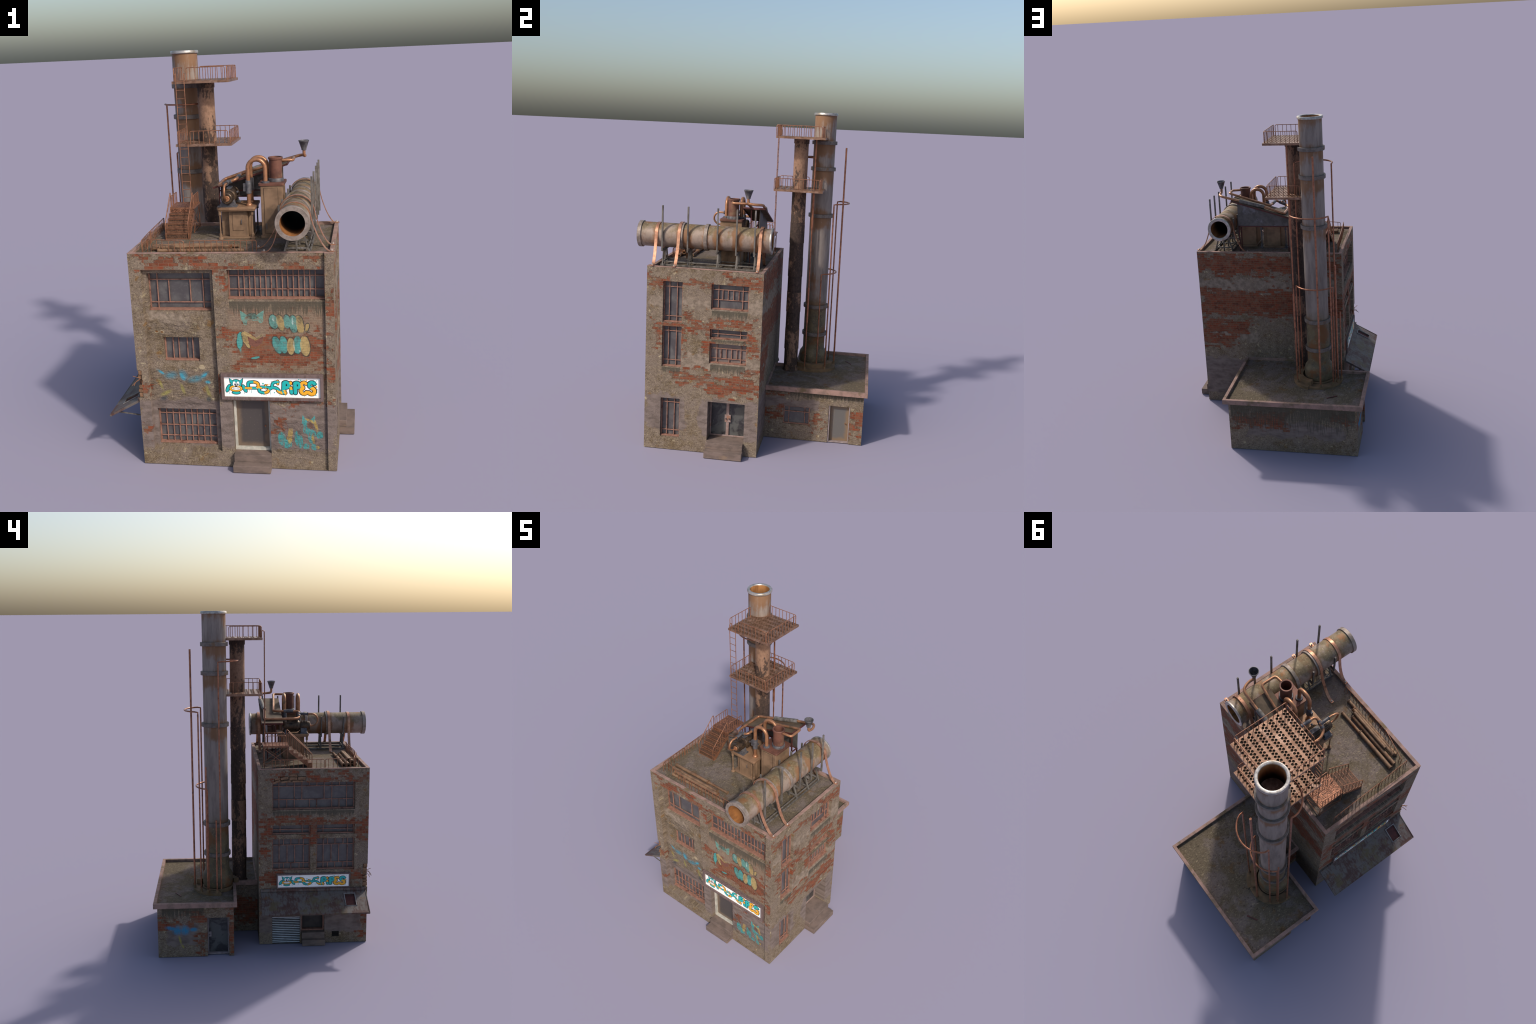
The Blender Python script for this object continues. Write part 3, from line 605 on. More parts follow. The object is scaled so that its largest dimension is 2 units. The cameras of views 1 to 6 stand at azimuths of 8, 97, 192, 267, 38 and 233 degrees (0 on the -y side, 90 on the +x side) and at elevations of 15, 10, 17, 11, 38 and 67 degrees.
def stack_mat():
    """scorched stack: tan scale left in patches, mostly high up, burnt dark elsewhere"""
    m = Mat("burnt_stack"); Z = m.xyz()[2]
    st = m.mapping(m.obj, sc=(1, 1, 0.42))
    n = m.noise(11, st, 6, 0.66, 0.5); f = m.noise(75, m.mapping(m.obj, sc=(1, 1, 0.6)), 5, 0.72)
    light = m.mix(m.ramp(f, 0.35, 0.68), C(150, 117, 95), C(122, 94, 76))
    dark = m.mix(m.ramp(f, 0.35, 0.65), C(78, 62, 54), C(52, 43, 38))
    up = m.ramp(m.math("ADD", Z, m.math("MULTIPLY", m.math("SUBTRACT", n, 0.5), 0.5)), 1.25, 1.72, -0.03, 0.16)
    topk = m.math("ADD", m.ramp(Z, 1.70, 1.80, 0.0, 0.18), m.math("MULTIPLY", m.math("SUBTRACT", m.n("ShaderNodeObjectInfo").outputs["Random"], 0.55), 0.16))
    a = m.ramp(m.math("ADD", m.math("SUBTRACT", m.math("ADD", n, up), topk), m.math("MULTIPLY", m.math("SUBTRACT", f, 0.5), 0.8)), 0.50, 0.62)
    return m.finish(m.mix(a, dark, light), 0.75, 0.1, m.bump(f, 0.3, 0.003), 0.25)
M_STACK = stack_mat()

def awning_mat():
    m = Mat("awning_sheet")
    n = m.noise(12, None, 5, 0.62, 0.4)
    sp = m.noise(60, m.mapping(m.obj, sc=(0.5, 1.5, 0.5)), 5, 0.7)
    col = m.mix(m.ramp(m.math("ADD", n, m.math("MULTIPLY", m.math("SUBTRACT", sp, 0.5), 0.8)), 0.40, 0.62), C(104, 96, 91), C(84, 60, 54))
    col = m.mix(m.ramp(m.noise(9, m.mapping(m.obj, (4, 7, 2)), 5), 0.52, 0.64, 0, 0.85), col, C(98, 85, 60))
    col = m.mix(m.ramp(m.noise(14, m.mapping(m.obj, (1, 3, 8)), 4), 0.60, 0.70, 0, 0.8), col, C(112, 78, 48))
    return m.finish(col, 0.6, 0.15, m.bump(sp, 0.3, 0.003), 0.3)
M_AWN = awning_mat()

def grate_mat():
    m = Mat("grating_steel")
    v = m.voro(250.0, rnd=0.7)
    n = m.noise(30, None, 4)
    col = m.mix(m.ramp(n, 0.4, 0.65), C(164, 112, 86), C(132, 88, 66))
    col = m.mix(m.ramp(v, 0.44, 0.54, 1.0, 0.0), col, C(42, 32, 26))
    return m.finish(col, 0.45, 0.45, m.bump(v, 0.6, 0.002), 0.3)
M_GRATE = grate_mat()
M_TREAD = simple("tread_grating", C(104, 74, 56), C(58, 44, 35), 160, 0.65, 0.1, c3=C(84, 60, 46), bump=0.5)
M_PLATE = simple("platform_plate", C(146, 114, 94), C(118, 88, 70), 40, 0.42, 0.55, c3=C(168, 138, 120), bump=0.35)
M_HOLE = simple("platform_hole", C(66, 58, 44), C(52, 46, 36), 60, 0.9)

# ------------------------------------------------------------------ main building shell
walls = bpy.data.objects.new("main_building", None); bpy.context.scene.collection.objects.link(walls); walls.parent = top
BAY, REC, DEEP, TALL = 0.025, 0.032, 0.044, 0.031
GD = {"A": DEEP, "D": DEEP, "L1": DEEP, "R1": TALL, "R2": TALL, "R6": TALL}   # glass set-back, REC elsewhere
WIN_F = {  # front windows (u0,u1,v0,v1, wall depth)
    "A": (-0.354, -0.048, 0.797, 0.986, BAY), "B": (-0.294, -0.118, 0.542, 0.666, BAY), "C": (-0.350, -0.055, 0.099, 0.291, BAY), "D": (0.037, 0.4905, 0.862, 1.0085, 0.0)}
g = Geo()
zones = [(-0.374, -0.030, 0.077, 1.0085, BAY)] + [(w[0], w[1], w[2], w[3], w[4] + GD.get(k, REC)) for k, w in WIN_F.items()]
zones += [(0.0315, 0.2145, 0.0, 0.352, 0.052), (0.491, X1, 0.0, H, -0.015), (X0, -0.4088, 0.355, 0.5005, 0.030)]
def front_part(u, v, k):
    if -0.374 < u < -0.030 and 0.077 < v < 1.0085: return 5
    if -0.030 < u < 0.491 and 0.50 < v < 0.862: return 4
    if 0.2145 < u < 0.491 and v < 0.352: return 6
    return k
relief(g, "F", (X0, X1, 0.0, H), zones, 0, front_part, ((), (0.50,)))
WIN_R = {"R1": (-0.504, -0.390, 0.767, 1.0075), "R2": (-0.504, -0.389, 0.5035, 0.7455), "R3": (-0.2235, -0.008, 0.861, 1.0075), "R4": (-0.225, -0.0075, 0.688, 0.7465),
         "R5": (-0.2245, -0.009, 0.5435, 0.663), "R6": (-0.5045, -0.3895, 0.077, 0.3135)}
zones = [(*w, GD.get(k, REC)) for k, w in WIN_R.items()] + [(-0.224, -0.0065, 0.0, 0.313, 0.112)]
relief(g, "R", (Y0 - 0.015, Y1, 0.0, H), zones, 1)
WIN_L = {"L1": (-0.5025, -0.0105, 0.841, 1.0075), "L2": (-0.2365, -0.0085, 0.6905, 0.748), "L3": (-0.5015, -0.2735, 0.6905, 0.7485), "L4": (-0.2365, -0.0085, 0.4685, 0.6645), "L5": (-0.503, -0.274, 0.468, 0.6645)}
zones = [(*w, GD.get(k, REC)) for k, w in WIN_L.items()] + [(-0.176, -0.007, 0.0, 0.171, 0.030), (-0.326, -0.185, 0.0, 0.178, 0.045), (-0.4165, -0.372, 0.0375, 0.073, 0.010),
         (-0.115, -0.020, 1.0075, 1.030, 0.012), (-0.209, -0.055, 1.0075, 1.0455, 0.012), (-0.1615, -0.116, 1.0075, 1.061, 0.012), (Y0, -0.5555, 0.3553, 0.5002, 0.0218)]
relief(g, "L", (Y0, Y1, 0.0, H), zones, 2)
relief(g, "B", (X0, X1, 0.0, H), [], 3)
g.add([(X0, Y0, 0), (X1, Y0 - 0.015, 0), (X1, Y1, 0), (X0, Y1, 0)], [(0, 1, 2, 3)], 3)
make("wall", g, [M_FRONT, M_RIGHT, M_LEFT, M_BACK, M_MURAL, M_BAY, M_TAGW], walls, smooth=False, weld=False, recalc=False)

g = Geo()   # roof floor and coping
g.box(X0 + 0.003, X1 - 0.003, Y0 + 0.003, Y1 - 0.003, ZF - 0.02, ZF)
make("roof_floor", g, M_ROOF, walls, smooth=False)
g = Geo(); w = 0.019; e = 0.001
g.box(X0 - e, X1 + e, Y0 - e, Y0 + w, H, 1.0905); g.box(X0 - e, X1 + e, Y1 - w, Y1 + e, H, 1.0905)
g.box(X0 - e, X0 + w, Y0 + w, Y1 - w, H, 1.0905); g.box(X1 - w, X1 + e, Y0 + w, Y1 - w, H, 1.0905)
g.box(0.490, X1 + e, Y0 - 0.016, Y0 - e, H, 1.0905)
q = 0.0012
g.box(X0 + 0.004, X1 - 0.004, Y0 + 0.004, Y0 + w - q, ZF - 0.01, H); g.box(X0 + 0.004, X1 - 0.004, Y1 - w + q, Y1 - 0.004, ZF - 0.01, H)
g.box(X0 + 0.004, X0 + w - q, Y0 + w, Y1 - w, ZF - 0.01, H); g.box(X1 - w + q, X1 - 0.004, Y0 + w, Y1 - w, ZF - 0.01, H)
make("parapet_coping", g, M_TRIM, walls, bevel=0.0012)

# ------------------------------------------------------------------ windows
def window(plane, r, d0, hs, vs, parent, rec=0.032, glass=None, bw=0.0046, sill=True):
    """r=(u0,u1,v0,v1) opening; hs=[(v,ua,ub)], vs=[(u,va,vb)] glazing bars; None spans the whole"""
    u0, u1, v0, v1 = r; e = 0.0006
    grp = bpy.data.objects.new("window", None); bpy.context.scene.collection.objects.link(grp); grp.parent = parent
    dg = d0 + rec - 0.003
    gg = Geo(); pbox(gg, plane, u0 + e, u1 - e, v0 + e, v1 - e, dg, d0 + rec - 0.0005)
    make("window_glass", gg, glass or M_GLASS, grp, smooth=False)
    fr = Geo(); fw = 0.0065; da, db = d0 + max(0.002, rec - 0.0125), dg - 0.0002
    s = 0.0075 if sill else 0.0065
    pbox(fr, plane, u0 + e, u0 + fw, v0 + s, v1 - e, da, db); pbox(fr, plane, u1 - fw, u1 - e, v0 + s, v1 - e, da, db)
    pbox(fr, plane, u0 + fw, u1 - fw, v1 - 0.005, v1 - e, da, db)
    pbox(fr, plane, u0 + e, u1 - e, v0 + e, v0 + s, (d0 + (da - d0) * 0.45) if sill else da, db)
    h = bw / 2
    for v, a, b in hs: pbox(fr, plane, (u0 + fw) if a is None else a, (u1 - fw) if b is None else b, v - h, v + h, da + 0.0018, da + 0.0065)
    for u, a, b in vs: pbox(fr, plane, u - h, u + h, (v0 + s) if a is None else a, (v1 - 0.005) if b is None else b, da + 0.001, da + 0.0072)
    make("window_frame", fr, M_FRAME, grp, bevel=0.0006)
N_ = None
full = lambda L: [(q, N_, N_) for q in L]
lin = lambda a, b, n: [a + (b - a) * i / (n - 1) for i in range(n)]
window("F", WIN_F["A"][:4], BAY, full((0.946, 0.833)), full((-0.312, -0.090)) + [(-0.256, 0.833, 0.946), (-0.152, 0.833, 0.946)], walls, rec=GD["A"])
window("F", WIN_F["B"][:4], BAY, [], full((-0.252, -0.224, -0.182, -0.155)), walls)
window("F", WIN_F["C"][:4], BAY, full((0.257, 0.193, 0.135)), full((-0.312, -0.279, -0.248, -0.216, -0.184, -0.156, -0.125, -0.094)), walls)
window("F", WIN_F["D"][:4], 0.0, full((0.972, 0.906)), full(lin(0.087, 0.4455, 15)), walls, rec=GD["D"])
window("R", WIN_R["R1"], 0, full((0.974, 0.802)), full((-0.470, -0.425)), walls, rec=GD["R1"])
window("R", WIN_R["R2"], 0, full((0.714, 0.541)), full((-0.470, -0.425)), walls, rec=GD["R2"])
window("R", WIN_R["R3"], 0, full((0.975, 0.917)), full((-0.185, -0.045)) + [(q, 0.917, 0.975) for q in (-0.161, -0.130, -0.099, -0.068)], walls)
window("R", WIN_R["R4"], 0, full((0.717,)), full((-0.181, -0.050)), walls)
M_GLASSP = glass_mat("dusty_glass", C(104, 92, 88), C(116, 104, 98), C(96, 84, 76))
window("R", WIN_R["R5"], 0, full((0.631, 0.572)), full((-0.184, -0.044)) + [(q, 0.572, 0.631) for q in (-0.160, -0.129, -0.098, -0.067)] + [(-0.112, 0.552, 0.572)], walls, glass=M_GLASSP)
window("R", WIN_R["R6"], 0, full((0.284, 0.113)), full((-0.469, -0.426)), walls, rec=GD["R6"])
a, b = 0.979, 0.898
window("L", WIN_L["L1"], 0, full((a, b)), full((-0.051, -0.456)) + [(-0.143, N_, N_), (-0.188, b, N_), (-0.321, b, N_), (-0.367, N_, N_), (-0.098, a, N_), (-0.232, a, N_), (-0.277, a, N_), (-0.412, a, N_), (-0.098, N_, b), (-0.233, N_, b), (-0.277, N_, b), (-0.411, N_, b)], walls, rec=GD["L1"])
window("L", WIN_L["L2"], 0, full((0.718,)), full((-0.057, -0.190)), walls)
window("L", WIN_L["L3"], 0, full((0.718,)), full((-0.315, -0.462)), walls)
for nm, s in (("L4", 0.0), ("L5", -0.266)):
    window("L", WIN_L[nm], 0, full((0.6215, 0.509)), full((-0.051 + s, -0.197 + s)) + [(q + s, 0.509, 0.6215) for q in (-0.099, -0.145)] + [(q + s, 0.6215, N_) for q in (-0.077, -0.122, -0.171)] + [(q + s, N_, 0.509) for q in (-0.077, -0.122, -0.172)], walls)

# ------------------------------------------------------------------ doors, steps, shutter, vent
def group(name, parent=top):
    o = bpy.data.objects.new(name, None); bpy.context.scene.collection.objects.link(o); o.parent = parent; return o
def knob(g, plane, u, v, d, r=0.0042, k=0):
    a, b = Vector(PT(plane, u, v, d)), Vector(PT(plane, u, v, d - 0.007)); c = Vector(PT(plane, u, v, d - 0.010))
    g.sweep([a, a.lerp(b, 0.7), a.lerp(b, 0.75), b, c], r, 12, k, radii=[r * 0.5, r * 0.5, r * 0.9, r, r * 0.5])

dr = group("front_door", walls)
g = Geo(); f0, f1 = 0.030, 0.0515
pbox(g, "F", 0.0325, 0.0440, 0.0745, 0.352, f0, f1); pbox(g, "F", 0.0440, 0.2030, 0.0745, 0.0885, f0, f1); pbox(g, "F", 0.2030, 0.2135, 0.0745, 0.352, f0, f1)
make("door_frame", g, M_WHITEF, dr, bevel=0.0008)
g = Geo(); pbox(g, "F", 0.0442, 0.2028, 0.0887, 0.3518, 0.045, 0.0515)
make("door_leaf", g, door_mat("front_door_leaf", C(108, 92, 78), C(74, 68, 66), 0.044, 0.203, 0.088, 0.36, "x"), dr, smooth=False)
g = Geo(); knob(g, "F", 0.183, 0.202, 0.045); make("door_knob", g, M_COPPER, dr)

dr = group("double_door", walls)
D0 = 0.084
g = Geo(); pbox(g, "R", -0.2232, -0.0073, 0.0785, 0.3125, D0 + 0.004, D0 + 0.0115)
make("door_glass", g, M_GLASSD, dr, smooth=False)
g = Geo()
pbox(g, "R", -0.2234, -0.2160, 0.0785, 0.3125, D0 - 0.003, D0 + 0.0035); pbox(g, "R", -0.0135, -0.0071, 0.0785, 0.3125, D0 - 0.003, D0 + 0.0035)
pbox(g, "R", -0.2160, -0.0135, 0.0785, 0.0860, D0 - 0.003, D0 + 0.0035); pbox(g, "R", -0.1265, -0.1090, 0.0860, 0.3125, D0 - 0.003, D0 + 0.0035)
pbox(g, "R", -0.1345, -0.0985, 0.168, 0.214, D0 - 0.006, D0 - 0.0035)
make("door_frame", g, simple("pink_grey_paint", C(152, 132, 126), C(136, 112, 104), 40, 0.6, c3=C(150, 106, 84)), dr, bevel=0.0008)
for y in (-0.1265, -0.1075):
    g = Geo(); knob(g, "R", y, 0.191, D0 - 0.006, 0.0045); make("door_knob", g, M_STEEL, dr)

dr = group("side_door", walls)
g = Geo(); pbox(g, "L", -0.3255, -0.1855, 0.0772, 0.1775, 0.038, 0.0445); make("door_leaf", g, simple("dark_door", C(64, 58, 54), C(50, 46, 44), 20, 0.6), dr, smooth=False)
g = Geo(); pbox(g, "L", -0.3255, -0.317, 0.0772, 0.1775, 0.012, 0.0375); pbox(g, "L", -0.191, -0.1855, 0.0772, 0.1775, 0.012, 0.0375); pbox(g, "L", -0.317, -0.191, 0.0772, 0.086, 0.012, 0.0375)
make("door_frame", g, M_FRAME, dr, bevel=0.0008)

def steps(boxes):
    grp = group("entrance_steps")
    for b in boxes:
        g = Geo(); g.box(*b); make("step", g, M_STEP, grp, bevel=0.0015)
steps([(0.0307, 0.2148, -0.649, -0.584, 0.0, 0.037), (0.0317, 0.2138, -0.608, -0.5345, 0.0371, 0.0745)])
steps([(0.531, 0.609, -0.2243, -0.0045, 0.0, 0.040), (0.4205, 0.568, -0.2233, -0.0070, 0.0401, 0.0775)])
steps([(-0.476, -0.430, -0.3258, -0.1862, 0.0, 0.037), (-0.454, -0.388, -0.3250, -0.1858, 0.0371, 0.0770)])

g = Geo(); n = 14; pts = []
for i in range(n * 8 + 1):
    z = 0.006 + 0.160 * i / (n * 8); pts.append((z, 0.010 - 0.0075 * (0.5 + 0.5 * math.sin(2 * math.pi * i / 8))))
for (z0, d0), (z1, d1) in zip(pts, pts[1:]):
    g.add([PT("L", -0.1755, z0, d0), PT("L", -0.0075, z0, d0), PT("L", -0.0075, z1, d1), PT("L", -0.1755, z1, d1)], [(0, 1, 2, 3)])
pbox(g, "L", -0.1755, -0.0075, 0.0, 0.006, 0.003, 0.026); pbox(g, "L", -0.1755, -0.0075, 0.166, 0.1708, 0.003, 0.026)
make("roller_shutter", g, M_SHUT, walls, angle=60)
g = Geo(); pbox(g, "L", -0.4163, -0.3722, 0.0377, 0.0728, 0.008, 0.0095)
for i in range(4): pbox(g, "L", -0.4163, -0.3722, 0.041 + i * 0.0085, 0.0445 + i * 0.0085, 0.003, 0.0078)
make("wall_vent", g, M_DARK, walls)

# awning with skylight
aw = group("awning")
Pa, Pb = Vector((-0.4375, 0, 0.3375)), Vector((-0.5945, 0, 0.2542)); run = (Pb - Pa).length
ax = (Pb - Pa).normalized(); an = Vector((-ax.z, 0, ax.x)); an = an if an.z > 0 else -an
M_aw = Matrix((ax, Vector((0, 1, 0)), an)).transposed().to_4x4(); M_aw.translation = Pa
ya, yb = -0.574, 0.0605
s0, s1, h0, h1 = 0.030, 0.120, -0.5000, -0.4410
g = Geo()
for (a, b, c, d) in ((0, s0, ya, yb), (s1, run, ya, yb), (s0, s1, ya, h0), (s0, s1, h1, yb)): g.box(a, b, c, d, -0.009, 0, 0, M_aw)
g.box(run - 0.004, run + 0.0015, ya - 0.001, yb + 0.001, -0.011, 0.0012, 0, M_aw)
g.box(0, run - 0.004, yb - 0.004, yb + 0.001, -0.010, 0.0022, 0, M_aw); g.box(0, run - 0.004, ya - 0.001, ya + 0.004, -0.010, 0.0022, 0, M_aw)
make("awning_sheet", g, M_AWN, aw, bevel=0.0008)
g = Geo(); f = 0.0055
g.box(s0 - f, s0, h0 - f, h1 + f, 0.0003, 0.004, 0, M_aw); g.box(s1, s1 + f * 0.4, h0 - f, h1 + f, 0.0003, 0.002, 0, M_aw)
g.box(s0, s1, h0 - f, h0, 0.0003, 0.004, 0, M_aw); g.box(s0, s1, h1, h1 + f, 0.0003, 0.004, 0, M_aw)
make("skylight_frame", g, simple("skylight_zinc", C(134, 130, 128), C(108, 104, 102), 40, 0.6, 0.15), aw)
g = Geo(); g.box(s0 + 0.0003, s1 - 0.0003, h0 + 0.0003, h1 - 0.0003, -0.0085, -0.006, 0, M_aw); make("skylight_panel", g, M_DARKRED, aw)
g = Geo(); g.box(X0 - 0.012, X0 - 0.0003, -0.574, 0.062, 0.3385, 0.3545); g.box(X0 - 0.006, X0 - 0.0003, -0.574, 0.062, 0.3265, 0.3383)
make("awning_ledge", g, M_AWN, aw, bevel=0.001)
g = Geo()   # hidden brackets under the sheet
for y in (-0.55, -0.26, 0.03): g.bar((X0 - 0.001, y, 0.245), (-0.56, y, 0.262), 0.005, 0.005)
make("awning_bracket", g, M_WOOD, aw)

# broken masonry: corner and lintel
br = group("broken_masonry", walls)
def brick(c, size, rot):
    g = Geo(); g.obox((0, 0, 0), size); o = make("brick", g, M_BRICKP, br, bevel=0.0015); o.location = c; o.rotation_euler = rot
for (x, y, z, sx, sy, sz) in ((-0.4165, -0.572, 0.488, 0.020, 0.024, 0.022), (-0.421, -0.567, 0.462, 0.019, 0.022, 0.020), (-0.413, -0.5655, 0.436, 0.012, 0.020, 0.016),
                              (-0.4165, -0.571, 0.412, 0.022, 0.026, 0.016), (-0.4195, -0.570, 0.393, 0.022, 0.028, 0.014), (-0.4175, -0.569, 0.371, 0.024, 0.028, 0.022), (-0.4165, -0.562, 0.452, 0.016, 0.012, 0.05)):
    brick((x, y, z), (sx, sy, sz), (RNG.uniform(-.06, .06), RNG.uniform(-.06, .06), RNG.uniform(-.15, .15)))
for (y, z, w, h, a) in ((-0.036, 1.0125, 0.045, 0.013, -0.35), (-0.040, 1.030, 0.030, 0.012, -0.15), (-0.082, 1.0335, 0.046, 0.015, -0.14), (-0.137, 1.0505, 0.042, 0.014, 0.06),
                        (-0.134, 1.0315, 0.046, 0.017, 0.03), (-0.184, 1.0325, 0.045, 0.0175, 0.02), (-0.090, 1.0135, 0.055, 0.012, -0.1), (-0.160, 1.0145, 0.060, 0.011, 0.0)):
    brick((X0 + 0.006, y, z), (0.014, w, h), (a, 0, 0))
wires = [((-0.418, -0.575, 0.455), (-0.440, -0.592, 0.470), (-0.449, -0.60, 0.477)), ((-0.42, -0.57, 0.452), (-0.437, -0.598, 0.448), (-0.445, -0.606, 0.430)),
         ((-0.405, -0.584, 0.452), (-0.404, -0.602, 0.440), (-0.409, -0.606, 0.418)), ((-0.425, -0.575, 0.448), (-0.448, -0.588, 0.436), (-0.458, -0.594, 0.424))]
for wv in wires:
    g = Geo(); g.pipe(wv, 0.0016, 0.01, 6); make("rebar_wire", g, M_WIRE, br)

# ------------------------------------------------------------------ signs
def tube2d(g, pts, r, k=0, bend=None, seg=10):
    P = [Vector((a, b, 0)) for a, b in pts]
    if bend: P = fillet(P, bend, 5)
    g.sweep(P, r, seg, k)
    for e in (P[0], P[-1]): g.lathe([(0, -r)] + [(r * math.cos(t), r * math.sin(t)) for t in (-1.2, -0.8, -0.4, 0, 0.4, 0.8, 1.2)] + [(0, r)], e, "z", 12, k)
def blob2d(g, cx, cy, rx, ry, rot=0.0, k=0, n=16, h=0.5):
    o = len(g.v); g.lathe([(0, -h * 0.01)] + [(math.cos(t), 0.004 * math.sin(t)) for t in (-0.9, 0, 0.5, 1.0)] + [(0, 0.0042)], (0, 0, 0), "z", n, k)
    c, s = math.cos(rot), math.sin(rot)
    for i in range(o, len(g.v)):
        x, y, z = g.v[i]; x *= rx; y *= ry; g.v[i] = (cx + c * x - s * y, cy + s * x + c * y, z)
def poly2d(g, poly, k=0, h=0.003): g.prism(poly, -0.001, h, "z", k)

def arc(cx, cy, r, a0, a1, n=10, sy=1.0): return [(cx + r * math.cos(math.radians(a0 + (a1 - a0) * i / n)), cy + sy * r * math.sin(math.radians(a0 + (a1 - a0) * i / n))) for i in range(n + 1)]
# lettering strokes on a 100 x 22 board: (points, half width, colour a, colour b)
T, O, K, W = 0, 1, 2, 3
LET = [  # P i P E S
    ([(62.0, 5.2), (62.7, 15.8)], 2.25, T), (arc(64.5, 13.9, 3.0, 135, -125, 10), 1.95, T), ([(59.8, 5.0), (63.6, 4.9)], 1.8, O), ([(62.2, 5.4), (62.3, 7.6)], 2.27, O),
    ([(70.2, 5.2), (69.6, 10.4)], 1.8, T), ([(69.4, 15.4), (69.6, 16.4)], 1.7, O), ([(69.8, 9.0), (69.6, 10.6)], 1.83, O),
    ([(74.2, 5.2), (74.0, 15.8)], 2.15, T), (arc(75.8, 13.7, 2.9, 135, -125, 10), 1.9, T),
    (arc(83.0, 14.2, 2.6, 35, 255, 9), 1.85, O), (arc(82.9, 7.5, 3.1, 105, 335, 9), 2.05, O),
    (arc(91.2, 14.2, 2.9, 25, 265, 9), 2.0, T), (arc(90.8, 7.5, 3.3, 85, -150, 9), 2.2, O)]
PIPES = [  # plumbing that runs from the head to the letters
    ([(22.5, 9.6), (29.5, 9.6)], 1.15, O), ([(25.2, 12.0), (25.2, 16.0), (31.0, 16.6)], 1.5, T, 2.0), ([(31.0, 16.6), (35.6, 15.6), (36.0, 10.5)], 1.5, O, 2.2),
    ([(29.5, 9.6), (33.5, 9.6)], 1.2, T), ([(34.4, 10.2), (38.6, 10.2)], 1.35, O), ([(36.2, 9.0), (36.6, 5.6), (41.5, 4.6)], 1.45, T, 2.0), ([(41.5, 4.6), (45.5, 5.6), (46.5, 8.4)], 1.4, O, 1.6),
    ([(38.8, 11.0), (43.2, 11.2)], 1.15, T), ([(43.4, 9.8), (43.4, 13.2)], 0.8, O), ([(44.0, 11.0), (47.6, 10.8)], 1.0, T),
    ([(47.0, 8.8), (50.5, 11.0), (55.0, 10.0), (57.0, 7.6)], 1.5, T, 1.8), ([(50.0, 12.0), (51.0, 16.2), (56.4, 17.0)], 1.35, T, 2.4), ([(56.2, 14.6), (56.2, 18.0)], 1.0, O), ([(56.0, 7.2), (58.2, 5.2), (62.0, 5.6)], 1.5, O, 1.4)]
DOTS = [(94.5, 17.5, 1.1, T), (96.2, 15.4, 0.8, T), (94.2, 4.6, 1.0, T), (96.0, 6.3, 0.8, T), (95.9, 12.2, 1.0, O), (80.0, 19.2, 0.8, T), (78.0, 19.8, 0.6, T), (86.0, 19.4, 0.7, O), (84.2, 18.9, 0.6, O), (40.8, 14.8, 0.9, T),
        (96.4, 18.9, 0.45, T), (93.6, 19.5, 0.4, T), (45.5, 13.8, 0.8, O), (47.2, 14.4, 0.5, O), (49.6, 17.6, 0.45, T), (52.5, 5.0, 0.6, T), (64.0, 3.0, 0.7, O), (72.5, 3.2, 0.5, T), (95.2, 3.0, 0.6, T), (97.0, 9.6, 0.4, T)]
DRIPS = [(4.8, 5.5, 2.6, T), (20.8, 5.5, 3.2, T), (28.4, 8.4, 4.2, T), (38.8, 4.0, 2.2, T), (43.6, 3.6, 1.5, O), (48.0, 7.2, 3.0, T), (57.8, 4.0, 2.0, T), (64.0, 3.4, 1.4, O), (70.6, 3.4, 2.0, T), (83.6, 3.4, 1.0, T), (26.6, 8.4, 6.2, O)]

